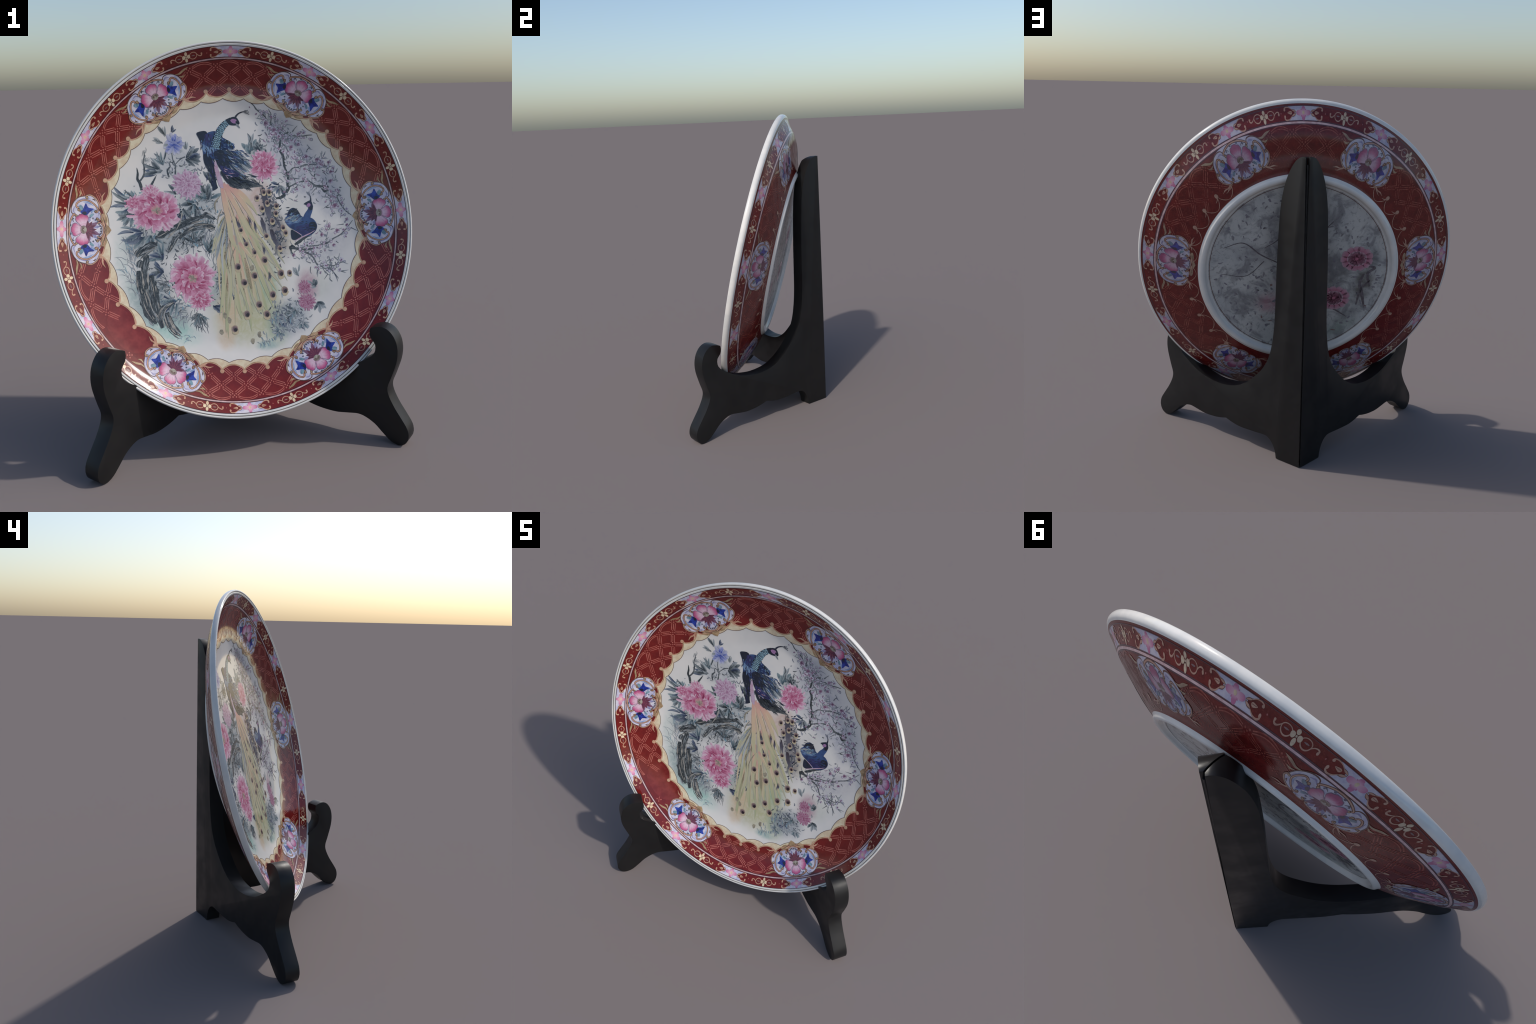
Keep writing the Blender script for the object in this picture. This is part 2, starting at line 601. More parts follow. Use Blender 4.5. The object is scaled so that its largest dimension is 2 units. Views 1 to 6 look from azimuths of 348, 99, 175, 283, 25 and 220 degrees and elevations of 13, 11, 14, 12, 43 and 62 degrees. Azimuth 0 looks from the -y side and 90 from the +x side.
GROOVE = enamel('worn_lip_groove', srgb(140, 134, 124), srgb(112, 106, 98), 12)  # grey brown lip groove
turned('well', steps(.0004, .655, .006), front_height, WELL)
turned('lattice_border', steps(.655, .829, .004), front_height, RED)
turned('outer_border', steps(.829, .877, .003), front_height, RED)
lip = [tuple(q) for q in curve2(LIP, False, .0012)]
cut0 = next(i for i, q in enumerate(lip) if q[0] > .8868)
cut1 = next(i for i, q in enumerate(lip) if q[0] > .8905)
lathe('rim', [(r, front_height(r)) for r in (.877, .880, .883)] + lip[:cut0 + 1], PORCELAIN)
lathe('rim_groove', lip[cut0:cut1 + 1], GROOVE)
lathe('rim', lip[cut1:], PORCELAIN)
turned('back_outer_border', steps(.886, .803, .004), back_height, RED_BACK, -1)
turned('back_lattice_border', steps(.803, .562, .004), back_height, RED_BACK, -1)
turned('foot_ring', steps(.562, .506, .0020), back_height, PORCELAIN, -1)
turned('base', steps(.506, .0004, .006), back_height, BASE, -1)

# ----------------------------------------------------- ring of ornament ----
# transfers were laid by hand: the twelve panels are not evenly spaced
PANEL_ANGLE = [3.5, 33.4, 61.4, 89.4, 119.3, 147.0, 176.6, 207.2, 240.5, 269.3, 299.2, 332.9, 363.5]


def turn_of(nominal):
    n = nominal % 360
    return math.radians(float(np.interp(n / 30, range(13), PANEL_ANGLE)))


def polar(r, a):
    return (r * math.cos(a), r * math.sin(a))


def at(nominal, r0):
    """Local ornament frame: t along the rim (clockwise), q outwards."""
    a0 = turn_of(nominal)

    def place(t, q):
        return polar(r0 + q, a0 - t / r0)
    return place


def both(pts):
    return [(-t, q) for t, q in pts]


def ringline(name, r, w, mat, side, layer=1, a0=0, a1=360):
    P = Paint()
    n = 360
    P.ribbon([polar(r, math.radians(a0 + (a1 - a0) * i / n)) for i in range(n + 1)], w, mat, layer, smooth=False)
    return make(name, P, plate, side)


for side in ('front', 'back'):
    ringline('ring_line', .829, .0055, LINE_PINK, side, 3)
    ringline('ring_line', .8338, .0024, DARK_LINE, side, 2)
    ringline('ring_line', .8242, .0024, DARK_LINE, side, 2)
    ringline('ring_line', .8765, .0026, DARK_LINE, side, 2)
# grey-brown groove behind the lip
# inner red line of the foot
P = Paint()
P.ribbon([polar(.5115, math.radians(i)) for i in range(361)], .0042, BROWN, 1, smooth=False)
make('ring_line', P, plate, 'back')


def repeat(build, nominals, r0):
    """Lay one ornament after another round the plate, each fitted to the wall."""
    return [build(at(nom, r0)) for nom in nominals]


def stroke_in(name, place, base, tip, width, mat, parent, layer, side, shape=None):
    """Stroke given in an ornament's local frame, keeping its own axis."""
    P = Paint()
    b, t = Vector(base), Vector(tip)
    d = t - b
    n = Vector((-d.y, d.x)).normalized()
    m = 10
    shape = shape or (lambda u: math.sin(math.pi * min(u * .94 + .06, 1)) ** .6)
    mid = [b + d * (i / m) for i in range(m + 1)]
    P.ribbon([(q.x, q.y) for q in mid], [width * shape(i / m) for i in range(m + 1)], mat, layer, smooth=False)
    pb, pt = Vector(place(*base)), Vector(place(*tip))
    dd = pt - pb
    return make(name, P, parent, side, frame=((pb.x, pb.y), math.atan2(dd.y, dd.x), dd.length, width), place=place)


def flower_panel(side):
    def build(place):
        P = Paint()
        # pale ground with hollow ends
        P.blob([(-.080, .0205), (-.05, .0218), (0, .0220), (.05, .0218), (.080, .0205), (.056, .009), (.046, 0), (.056, -.009), (.080, -.0205),
                (.05, -.0218), (0, -.0220), (-.05, -.0218), (-.080, -.0205), (-.056, -.009), (-.046, 0), (-.056, .009)], LILAC, 1, step=.004)
        ob = make('flower_panel', P, plate, side, place=place)
        S = Paint()
        for e in (1, -1):
            for q in (1, -1):
                S.ribbon([(e * .060, q * .009), (e * .074, q * .0165), (e * .090, q * .0185), (e * .1, q * .014), (e * .098, q * .009)], [.002, .003, .0036, .0042, .005], TAN, 4, step=.003)
                S.oval((e * .0985, q * .0098), .0046, .0042, TAN, 4)
                S.blob([(e * .038, q * .0005), (e * .046, q * .0088), (e * .062, q * .0104), (e * .055, q * .004)], BROWN, 3, step=.004)
                S.blob([(e * .040, q * .0018), (e * .047, q * .0076), (e * .060, q * .0088), (e * .054, q * .0044)], TAN, 4, step=.004)
            S.blob([(e * .060, 0), (e * .066, .0052), (e * .084, .0004), (e * .066, -.0052)], TAN, 4, step=.004)
            S.ribbon([(e * .062, 0), (e * .080, 0)], .0012, BROWN, 5)
            S.oval((e * .118, 0), .0022, .0022, LATTICE, 4)
        make('scroll', S, ob, side, place=place)
        for i in range(8):
            a = math.pi * i / 4
            tx, qy = math.cos(a), math.sin(a)
            if i % 2 == 0:
                L = (.037 if i % 4 == 0 else .0205)
                stroke_in('petal', place, (0, 0), (tx * L, qy * L), .019 if i % 4 else .0165, BAND_PETAL, ob, 3, side, lambda u: (math.sin(math.pi * min(.1 + .72 * u, 1)) ** .9) if u < 1 else .35)
            else:
                stroke_in('petal', place, (0, 0), (tx * .020, qy * .0155), .0065, BAND_PETAL, ob, 2, side)
        H = Paint()
        H.oval((0, 0), .0062, .0056, PALE_CREAM, 5)
        make('stamen', H, ob, side, place=place)
        return ob
    return build


def quatrefoil(side):
    def build(place):
        P = Paint()
        for e in (1, -1):
            P.ring((e * .0355, 0), .0185, .0128, .0030, TAN, 2)
            P.ribbon([(e * .028, 0), (e * .045, 0)], [.002, .0042, .0042, .002], GREY_STROKE, 2)
            P.ribbon([(e * .053, e * .004), (e * .062, e * -.003), (e * .072, e * -.006), (e * .079, e * -.003), (e * .0785, e * .003)], [.002, .003, .0036, .0046, .005], TAN, 2, step=.003)
            P.oval((e * .0783, e * .0022), .004, .0038, TAN, 2)
        ob = make('scroll', P, plate, side, place=place)
        H = Paint()
        for e in (1, -1):
            H.oval((e * .0125, 0), .0080, .0074, PALE_CREAM, 4)
            H.oval((0, e * .0120), .0068, .0080, PALE_CREAM, 4)
        H.oval((0, 0), .0042, .0042, BROWN, 5)
        H.oval((0, 0), .0027, .0027, PALE_CREAM, 6)
        make('quatrefoil', H, ob, side, place=place)
        return ob
    return build


def medallion(side):
    def build(place):
        half = [(0, .0735), (.045, .073), (.085, .070), (.112, .062), (.138, .043), (.152, .018), (.164, -.008), (.161, -.030), (.146, -.049),
                (.124, -.060), (.106, -.057), (.096, -.065), (.078, -.075), (.058, -.072), (.048, -.060), (.041, -.066), (.034, -.079), (.018, -.089), (0, -.092)]
        rim = half + [(-t, q) for t, q in half[-2:0:-1]]
        G = Paint()
        G.blob([(t * 1.025, q * 1.045 if q < 0 else q * 1.01) for t, q in rim], BROWN, 5, (0, 0))
        G.blob(rim, LILAC, 7, (0, 0))
        ob = make('medallion', G, plate, side, place=place)
        S = Paint()
        lines = [
            ([(.082, .030), (.090, .024), (.098, .030), (.098, .042), (.110, .046), (.124, .036), (.135, .018), (.138, -.006), (.128, -.034), (.110, -.053), (.096, -.057), (.088, -.050), (.091, -.043), (.097, -.046)], 1),
            ([(.146, .002), (.152, .008), (.160, .004), (.166, -.014), (.155, -.039), (.130, -.058), (.108, -.062)], 1),
            ([(.155, .014), (.144, .039), (.120, .058), (.094, .066), (.074, .064), (.067, .054)], 0),
            ([(.058, .040), (.062, .046), (.068, .050), (.060, .056), (.046, .0625), (.024, .069), (0, .071)], 1),
            ([(.090, -.068), (.071, -.0755), (.054, -.071), (.050, -.060), (.056, -.054), (.062, -.058)], 1),
            ([(.030, -.060), (.038, -.064), (.036, -.076), (.020, -.087), (0, -.091)], 1),
            ([(.028, -.066), (.018, -.078), (0, -.082)], 0),
        ]
        for pts, gold in lines:
            for l in (pts, both(pts)):
                S.ribbon(l, .0086 if gold else .0040, BROWN, 8, step=.003)
                if gold:
                    S.ribbon(l, .0038, TAN, 9, step=.003)
        for e in (1, -1):
            # shaded hollows inside the scrolls
            S.ribbon([(e * .148, -.012), (e * .142, .016), (e * .126, .046)], [.002, .006, .002], LILAC_DEEP, 8)
            S.ribbon([(e * .126, .020), (e * .129, -.006), (e * .118, -.034)], [.002, .009, .002], SKY, 8)
            S.ribbon([(e * .104, -.048), (e * .090, -.060), (e * .072, -.062)], [.002, .006, .002], LILAC_DEEP, 8)
            S.ribbon([(e * .100, .052), (e * .080, .056), (e * .070, .044)], [.002, .007, .002], LILAC_DEEP, 8)
            for cc in ((.088, .032), (.094, -.047), (.150, .003), (.060, .041), (.057, -.058)):
                S.oval((e * cc[0], cc[1]), .0066, .0066, BROWN, 10)
                S.oval((e * cc[0], cc[1]), .0042, .0042, GOLD, 11)
            # leaves that spring from the corners
            S.ribbon([(e * .126, -.060), (e * .150, -.068), (e * .176, -.066), (e * .200, -.074)], [.005, .007, .007, .001], TAN, 9)
            S.ribbon([(e * .126, -.061), (e * .150, -.076), (e * .166, -.088), (e * .182, -.090)], [.004, .006, .006, .001], TAN, 9)
            S.ribbon([(e * .130, .052), (e * .150, .050), (e * .170, .058), (e * .196, .066)], [.002, .008, .009, .001], GOLD, 8)
            S.ribbon([(e * .146, .040), (e * .162, .034), (e * .176, .040)], [.002, .008, .001], GOLD, 8)
            S.ribbon([(e * .142, -.040), (e * .150, -.030), (e * .148, -.022)], [.001, .007, .001], BROWN, 9)
        make('scroll', S, ob, side, place=place)
        # flower head: dark inner petals, stamens, three pink outer petals
        D = Paint()
        for a in range(-172, 0, 20):
            d = (math.cos(math.radians(a)), math.sin(math.radians(a)))
            D.ribbon([(0, -.008), (d[0] * .036, -.010 + d[1] * .036), (d[0] * .064, -.006 + d[1] * .068)], [.008, .022, .022, .004], (MAUVE, LILAC, LILAC_DEEP)[(a // 20) % 3], 10 + (a % 3) * .3)
        for a in range(-165, 0, 26):
            d = (math.cos(math.radians(a)), math.sin(math.radians(a)))
            D.ribbon([(0, -.006), (d[0] * .026, -.007 + d[1] * .026), (d[0] * .050, -.004 + d[1] * .052)], [.008, .018, .016, .001], MAROON, 11.5 + (a % 3) * .3)
            D.ribbon([(d[0] * .014, -.007 + d[1] * .014), (d[0] * .040, -.007 + d[1] * .040)], .0014, NAVY, 13)
        for a in range(-168, 0, 12):
            d = (math.cos(math.radians(a)), math.sin(math.radians(a)))
            D.oval((d[0] * .062, -.010 + d[1] * .066), .0046, .0036, (GREY_DOT, LILAC, LILAC_DEEP)[a % 3], 13)
        make('petal', D, ob, side, place=place)
        shape = lambda u: (math.sin(math.pi * min(.08 + .70 * u, 1)) ** .8) * (1 - .25 * max(0, (u - .75) / .25))
        for b, t, w in (((.0, .010), (.0, .058), .046), ((.014, .004), (.066, .018), .042), ((-.014, .004), (-.066, .018), .042)):
            dx, dy = t[0] - b[0], t[1] - b[1]
            lobes = [((b[0] + dx * .30 - dy * .16 * s_, b[1] + dy * .30 + dx * .14 * s_), (t[0] - dx * .05 - dy * .32 * s_, t[1] - dy * .05 + dx * .32 * s_), .030) for s_ in (1, -1)]
            lobes += [((b[0] + dx * .3, b[1] + dy * .3), (t[0] + dx * .06, t[1] + dy * .06), .030)]
            U = Paint()
            for q0, q1, ww in [(b, t, w)] + lobes:
                v0, v1 = Vector(q0), Vector(q1)
                dd = (v1 - v0).normalized() * .0028
                U.ribbon([tuple(v0.lerp(v1 + dd, i / 8)) for i in range(9)], [(ww + .005) * shape(i / 8) for i in range(9)], MAUVE, 13.2, smooth=False)
            make('petal_outline', U, ob, side, place=place)
            stroke_in('petal', place, b, t, w, MEDAL_PETAL, ob, 14.0, side, shape)
            for n_, (q0, q1, ww) in enumerate(lobes):
                stroke_in('petal', place, q0, q1, ww, MEDAL_PETAL, ob, 14.6 + .5 * n_, side, shape)
        C = Paint()
        C.oval((0, .004), .017, .013, STAMEN, 16.5)
        for a in range(-10, 200, 18):
            d = (math.cos(math.radians(a)), math.sin(math.radians(a)))
            C.ribbon([(d[0] * .004, .005 + d[1] * .004), (d[0] * .016, .005 + d[1] * .012)], .0016, BROWN, 17.2)
            C.oval((d[0] * .018, .005 + d[1] * .014), .0018, .0018, BROWN, 17.2)
        make('stamen', C, ob, side, place=place)
        B = Paint()
        for e in (1, -1):
            B.blob([(e * .068, .006), (e * .080, .024), (e * .098, .012), (e * .124, .004), (e * .106, -.010), (e * .104, -.036), (e * .086, -.020), (e * .070, -.008)], BLUE, 15.5)
            B.blob([(e * .068, .006), (e * .078, .017), (e * .085, .0), (e * .074, -.006)], NAVY, 16.5)
            B.blob([(e * .086, .018), (e * .100, .033), (e * .112, .028), (e * .101, .013)], TEAL, 16)
            B.blob([(e * .060, -.026), (e * .076, -.040), (e * .082, -.034), (e * .070, -.020)], TEAL, 15.5)
            B.blob([(e * .080, -.026), (e * .094, -.040), (e * .104, -.042), (e * .096, -.026)], SKY, 15)
            B.ribbon([(e * .032, .050), (e * .044, .057), (e * .048, .050)], [.001, .005, .006], GREY_DOT, 13)
            B.oval((e * .018, .0645), .005, .004, GREY_DOT, 13)
            B.ribbon([(e * .050, .030), (e * .060, .034), (e * .064, .028)], [.001, .005, .001], GREY_DOT, 13)
        make('bell_flower', B, ob, side, place=place)
        return ob
    return build


MEDALLIONS = [0, 60, 120, 180, 240, 300]
for side in ('front', 'back'):
    repeat(flower_panel(side), [30 * i for i in range(12)], .8545)
    repeat(quatrefoil(side), [30 * i + 15 for i in range(12)], .8545)
    repeat(medallion(side), MEDALLIONS, .7505)

# lattice of triple lines with five dots at each crossing
ROWS = (.801, .759, .716, .672)


def lattice(side, mat):
    P = Paint()

    def node(row, nom):
        return Vector(polar(ROWS[row], turn_of(nom)))

    def smudged(q, f):
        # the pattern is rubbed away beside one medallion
        a = math.degrees(math.atan2(q.y, q.x)) % 360
        if side == 'front':
            return 210 < a < 229 and not (q.length > .79 and a > 221)
        return q.length < .70 and rng.random() < .55

    for sec in range(6):
        for nom in [60 * sec + 15 + 10 * i for i in range(4)]:
            for sgn in (1, -1):
                for row in range(3):
                    n0 = nom + sgn * 5 * row
                    n1 = nom + sgn * 5 * (row + 1)
                    if min(n0, n1) < 60 * sec + 5 or max(n0, n1) > 60 * sec + 55:
                        continue
                    a, b = node(row, n0), node(row + 1, n1)
                    if smudged((a + b) / 2, row):
                        continue
                    d = (b - a).normalized()
                    w = Vector((-d.y, d.x)) * .0088
                    for o in (-1, 0, 1):
                        g0, g1 = (.019 if o == 0 else .013), (.019 if o == 0 else .013)
                        P.ribbon([tuple(a + d * g0 + w * o), tuple(b - d * (g1 if row < 2 else 0) + w * o)], .0035, mat, 1, step=.01)
        rows = [(0, [15, 25, 35, 45]), (1, [10, 20, 30, 40, 50]), (2, [15, 25, 35, 45])]
        for row, noms in rows:
            for nn in noms:
                q = node(row, 60 * sec + nn)
                if smudged(q, row):
                    continue
                a = math.atan2(q.y, q.x)
                for t, h in ((0, 0), (.0088, .0072), (-.0088, .0072), (.0088, -.0072), (-.0088, -.0072)):
                    P.oval((q.x - math.sin(a) * t + math.cos(a) * h, q.y + math.cos(a) * t + math.sin(a) * h), .0036, .0036, mat, 2, n=8)
        for nn in (20, 30, 40):
            for r0, h, m in ((.8035, .0185, .0135), (.7975, .0165, .017)):
                a0, a1 = turn_of(60 * sec + nn - 5), turn_of(60 * sec + nn + 5)
                pts = []
                for i in range(13):
                    t = i / 12
                    a = a0 + (a1 - a0) * (.14 + .72 * t)
                    pts.append(polar(r0 + h * math.sin(math.pi * (.12 + .76 * t)), a))
                if not smudged(Vector(pts[6]), 0):
                    P.ribbon(pts, .0035, mat, 1, smooth=False)
    return make('lattice', P, plate, side, stuff=True)


lattice('front', LATTICE)
lattice('back', LATTICE_BACK)

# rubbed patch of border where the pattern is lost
P = Paint()
P.blob([polar(.690, math.radians(209)), polar(.745, math.radians(208)), polar(.795, math.radians(212)), polar(.800, math.radians(220)), polar(.770, math.radians(226)), polar(.700, math.radians(229)), polar(.668, math.radians(220))], RED_WORN, 0)
make('worn_patch', P, plate, 'front')

# scalloped cream trim round the well, with gilt beads at its points
BEADS = [n for n in range(0, 360, 10) if n % 60]
TRIM_OUT, TRIM_IN = [], []
P = Paint()
n = 720
outer, inner = [], []
for i in range(n + 1):
    nom = 360 * i / n
    u = (nom / 10) % 1
    a = turn_of(nom) if i < n else turn_of(0) + 2 * math.pi
    outer.append(polar(.6885 - .0265 * math.sin(math.pi * u) ** .75, a))
    v = ((nom + 7.0) / 10) % 1
    inner.append(polar(.6515 - .0155 * math.sin(math.pi * v) ** .8, a))
cs = P.slot(CREAM)
for i in range(n):
    for j in range(6):
        b = len(P.v)
        for q, w in ((inner[i], outer[i]), (inner[i + 1], outer[i + 1])):
            for t in (j / 6, (j + 1) / 6):
                P.v.append((q[0] + (w[0] - q[0]) * t, q[1] + (w[1] - q[1]) * t, 2))
        P.f.append((b, b + 1, b + 3, b + 2))
        P.mi.append(cs)
make('scalloped_trim', P, plate, 'front')
P = Paint()
P.ribbon(inner, .0026, BROWN, 4, smooth=False)
make('trim_line', P, plate, 'front')
P = Paint()
P.ribbon([polar(math.hypot(*q) - .003, math.atan2(q[1], q[0])) for q in outer], .0066, GOLD, 3, smooth=False)
P.ribbon([polar(math.hypot(*q) - .001, math.atan2(q[1], q[0])) for q in outer], .0032, TAN, 4, smooth=False)
make('trim_edge', P, plate, 'front')
P = Paint()
for lo, hi in ((130, 230), (310, 410)):
    for i in range(lo, hi, 10):
        pts = []
        for j in range(13):
            u = j / 12
            pts.append(polar(.6885 - .078 * math.sin(math.pi * u) ** .7, turn_of(i + 10 * u) + (2 * math.pi if i + 10 * u >= 360 else 0)))
        P.ribbon(pts, [.002, .005, .003, .003, .005, .002], TAN, 3, smooth=False)
make('trim_line', P, plate, 'back')
for side in ('front', 'back'):
    def bead(place):
        P = Paint()
        P.oval((0, .007), .0108, .0104, GOLD, 5)
        P.oval((0, .0075), .0094, .0090, TAN, 6)
        P.ribbon([(.005, -.001), (.007, -.008), (.016, -.016), (.030, -.022)], [.008, .007, .006, .002], TAN, 5)
        return make('bead', P, plate, side, place=place)
    repeat(bead, BEADS if side == 'front' else [n for n in BEADS if 120 < n < 235 or n > 305 or n < 55], .686)

    def shell(place):
        P = Paint()
        for t, q0, L, w, mt in ((-.052, .0, .052, .030, GOLD), (.052, .0, .052, .030, GOLD), (-.022, -.002, .03, .032, TAN), (.022, -.002, .03, .032, TAN)):
            P.oval((t, q0), L / 2, w / 2, mt, 3 if mt is GOLD else 4, math.radians(-18 if t < 0 else 18))
        P.blob([(-.024, -.012), (0, -.006), (.024, -.012), (.018, -.026), (.006, -.034), (0, -.038), (-.006, -.034), (-.018, -.026)], GOLD, 5)
        P.ribbon([(-.060, .004), (-.020, -.010), (.020, -.010), (.060, .004)], [.002, .005, .005, .002], BROWN, 5)
        return make('shell_ornament', P, plate, side, place=place)
    if side == 'front':
        repeat(shell, MEDALLIONS, .662)
    else:
        repeat(shell, [0, 180], .655)

# ------------------------------------------------------------ well picture ----
ROSE_EDGE = (218, 194, 204)
PEONY_OUT = shaded('peony_outer_petal', [(0, srgb(172, 84, 118)), (.45, srgb(190, 110, 142)), (.8, srgb(208, 156, 180)), (1, srgb(216, 190, 202))], 5, .6, .35, soft=.75, pale=ROSE_EDGE)
PEONY_MID = shaded('peony_middle_petal', [(0, srgb(164, 66, 104)), (.5, srgb(178, 88, 122)), (1, srgb(206, 146, 172))], 5, .6, .4, soft=.6, pale=(206, 150, 174))
PEONY_CORE = shaded('peony_core_petal', [(0, srgb(150, 128, 112)), (.5, srgb(190, 146, 144)), (1, srgb(194, 120, 142))], 4, .5, .3, soft=.5, pale=(204, 164, 168))
MAUVE_OUT = shaded('mauve_peony_petal', [(0, srgb(150, 100, 132)), (.5, srgb(172, 128, 156)), (1, srgb(196, 172, 190))], 4, .6, .35, soft=.65, pale=(204, 186, 200))
BLUSH = shaded('deep_rose_petal', [(0, srgb(132, 58, 92)), (.6, srgb(154, 84, 116)), (1, srgb(178, 138, 158))], 4, .5, .35, soft=.7, pale=(186, 150, 168))
PEONY_DEEP = shaded('peony_shadow_stroke', [(0, srgb(152, 54, 92)), (.6, srgb(166, 70, 106)), (1, srgb(188, 112, 142))], 5, .6, .3, soft=.8, pale=(192, 116, 146))
OLIVE = enamel('olive_stamen', srgb(158, 150, 130), srgb(124, 118, 104), 80)
LEAF_INK = shaded('ink_leaf', [(0, srgb(40, 48, 54)), (.5, srgb(66, 76, 82)), (1, srgb(138, 146, 150))], 5, .6, .35, soft=.6, pale=(138, 146, 148))
LEAF_TEAL = shaded('teal_leaf_stroke', [(0, srgb(56, 74, 84)), (.5, srgb(92, 112, 120)), (1, srgb(150, 164, 166))], 5, .6, .3, soft=.65, pale=(156, 164, 166))
LEAF_GREY = shaded('grey_leaf_stroke', [(0, srgb(104, 112, 116)), (.6, srgb(136, 144, 148)), (1, srgb(176, 180, 182))], 5, .6, .3, soft=.8, pale=(184, 188, 188))
LEAF_BLUE = shaded('blue_leaf_stroke', [(0, srgb(36, 44, 66)), (.6, srgb(64, 76, 100)), (1, srgb(124, 136, 152))], 5, .6, .3, soft=.6, pale=(138, 146, 156))
k = Nodes('ink_wash', .2)
ink = k.mix(k.span(k.noise(42, 5, .7, None, 1.5), .36, .60), srgb(36, 41, 45), srgb(68, 74, 76))
INK = k.done(k.mix(k.span(k.noise(60, 4, .7, None, 2.0), .58, .70), ink, srgb(146, 146, 142)))
INK_SOFT = enamel('soft_ink_wash', srgb(104, 108, 110), srgb(62, 68, 72), 60, .2, .35, .6)
INK_PALE = enamel('pale_ink_wash', srgb(150, 154, 156), srgb(118, 124, 128), 60, .2)
BARK_LIGHT = enamel('pale_bark', srgb(170, 164, 154), srgb(136, 132, 126), 30)
TWIG = enamel('twig_ink', srgb(112, 114, 118), srgb(72, 76, 80), 70)
TWIG_PALE = enamel('pale_twig', srgb(140, 144, 152), srgb(116, 120, 130), 40)
BLOSSOM = enamel('plum_blossom', srgb(160, 138, 154), srgb(136, 112, 132), 60)
BLOSSOM_PALE = enamel('pale_blossom', srgb(196, 190, 200), srgb(176, 172, 186), 60)
BLOSSOM_DEEP = enamel('deep_blossom', srgb(124, 88, 112), srgb(104, 72, 96), 60)


def leaf(b, t, w, mat, layer=2, bend=None, parent=None):
    return stroke('leaf', b, t, w, mat, parent or plate, layer, rng.uniform(-.12, .12) if bend is None else bend)


def leaf_tuft(c, n, L, w, mats, a0, a1, layer=1, spread=.35):
    """Fan of leaves springing from about one point."""
    n = int(n * 1.7)
    w = w * .8
    for i in range(n):
        a = math.radians(a0 + (a1 - a0) * (i + .5) / n + rng.uniform(-16, 16))
        l = L * rng.uniform(.65, 1.15)
        off = L * spread * rng.uniform(-.4, 1.3)
        b = (c[0] + math.cos(a) * off + rng.uniform(-.1, .1) * L, c[1] + math.sin(a) * off + rng.uniform(-.1, .1) * L)
        t = (b[0] + math.cos(a) * l, b[1] + math.sin(a) * l)
        leaf(b, t, w * rng.uniform(.7, 1.25), rng.choice(mats), layer + rng.choice((0, .4, .8)))


def ruffled(u):
    """Petal outline with a broad end."""
    return math.sin(math.pi * (.10 + .68 * u)) ** .8 if u < .97 else .55


def peony(c, rx, ry, core, mats=(PEONY_OUT, PEONY_MID, PEONY_CORE), n=17, layer=6, turn=0.0, heart=OLIVE):
    """Full-blown flower: frayed rings of petals about an off-centre heart."""
    H = Paint()
    hx, hy = core
    R = max(rx, ry)
    H.oval(c, rx * .80, ry * .80, mats[1], layer, turn, .06, 20)
    head = make('peony', H, plate, frame=(c, 0, R))
    rings = ((.62, 1.04, int(n * 1.9), .15, mats[0]), (.50, .94, n, .30, mats[0]), (.40, .80, int(n * 1.3), .20, mats[1]), (.30, .68, n - 3, .26, mats[1]), (.22, .52, n, .17, mats[0]), (.10, .40, n - 6, .24, mats[1]), (.0, .24, 7, .18, mats[2]))
    for ringno, (k0, k1, cnt, w, mt) in enumerate(rings):
        for i in range(cnt):
            a = 2 * math.pi * (i + .5 * (ringno % 2)) / cnt + rng.uniform(-.14, .14)
            j = rng.uniform(.86, 1.10) * k1
            ex, ey = math.cos(a) * rx, math.sin(a) * ry
            mx, my = (hx - c[0]) * (1 - k1), (hy - c[1]) * (1 - k1)
            base = (c[0] + mx + ex * k0, c[1] + my + ey * k0)
            tip = (c[0] + mx + ex * j, c[1] + my + ey * j)
            if math.hypot(tip[0] - base[0], tip[1] - base[1]) < .006:
                continue
            stroke('petal', base, tip, w * R * rng.uniform(.75, 1.25), mt, head, layer + 1 + ringno * .8 + .25 * (i % 3), rng.uniform(-.2, .2), ruffled, ruffle=.16, tipw=.3)
    if R > .055 and mats[0] is PEONY_OUT:
        for i in range(int(150 * R)):
            a, r0 = rng.uniform(0, 6.283), rng.uniform(.25, .6)
            b = (c[0] + math.cos(a) * rx * r0, c[1] + math.sin(a) * ry * r0)
            t = (c[0] + math.cos(a + .25) * rx * (r0 + .22), c[1] + math.sin(a + .25) * ry * (r0 + .22))
            stroke('petal', b, t, R * rng.uniform(.07, .14), PEONY_DEEP, head, layer + 7.4, .1)
    if heart:
        S = Paint()
        for i in range(12):
            a = rng.uniform(0, 6.28)
            r = rng.uniform(.0, .17)
            q = (hx + math.cos(a) * r * rx, hy + math.sin(a) * r * ry)
            S.oval(q, .006 * rng.uniform(.7, 1.4), .0032, rng.choice((heart, STAMEN)), layer + 7 + .2 * i, a)
        make('stamen', S, head)
    return head


def branch(pts, w, mat=TWIG, layer=2, name='branch', wob=.2):
    P = Paint()
    n = max(6, len(pts) * 3)
    ws = [wide(w, i / n) * (1 + rng.uniform(-wob, wob)) for i in range(n + 1)]
    P.ribbon(pts, ws, mat, layer)
    return make(name, P, plate)


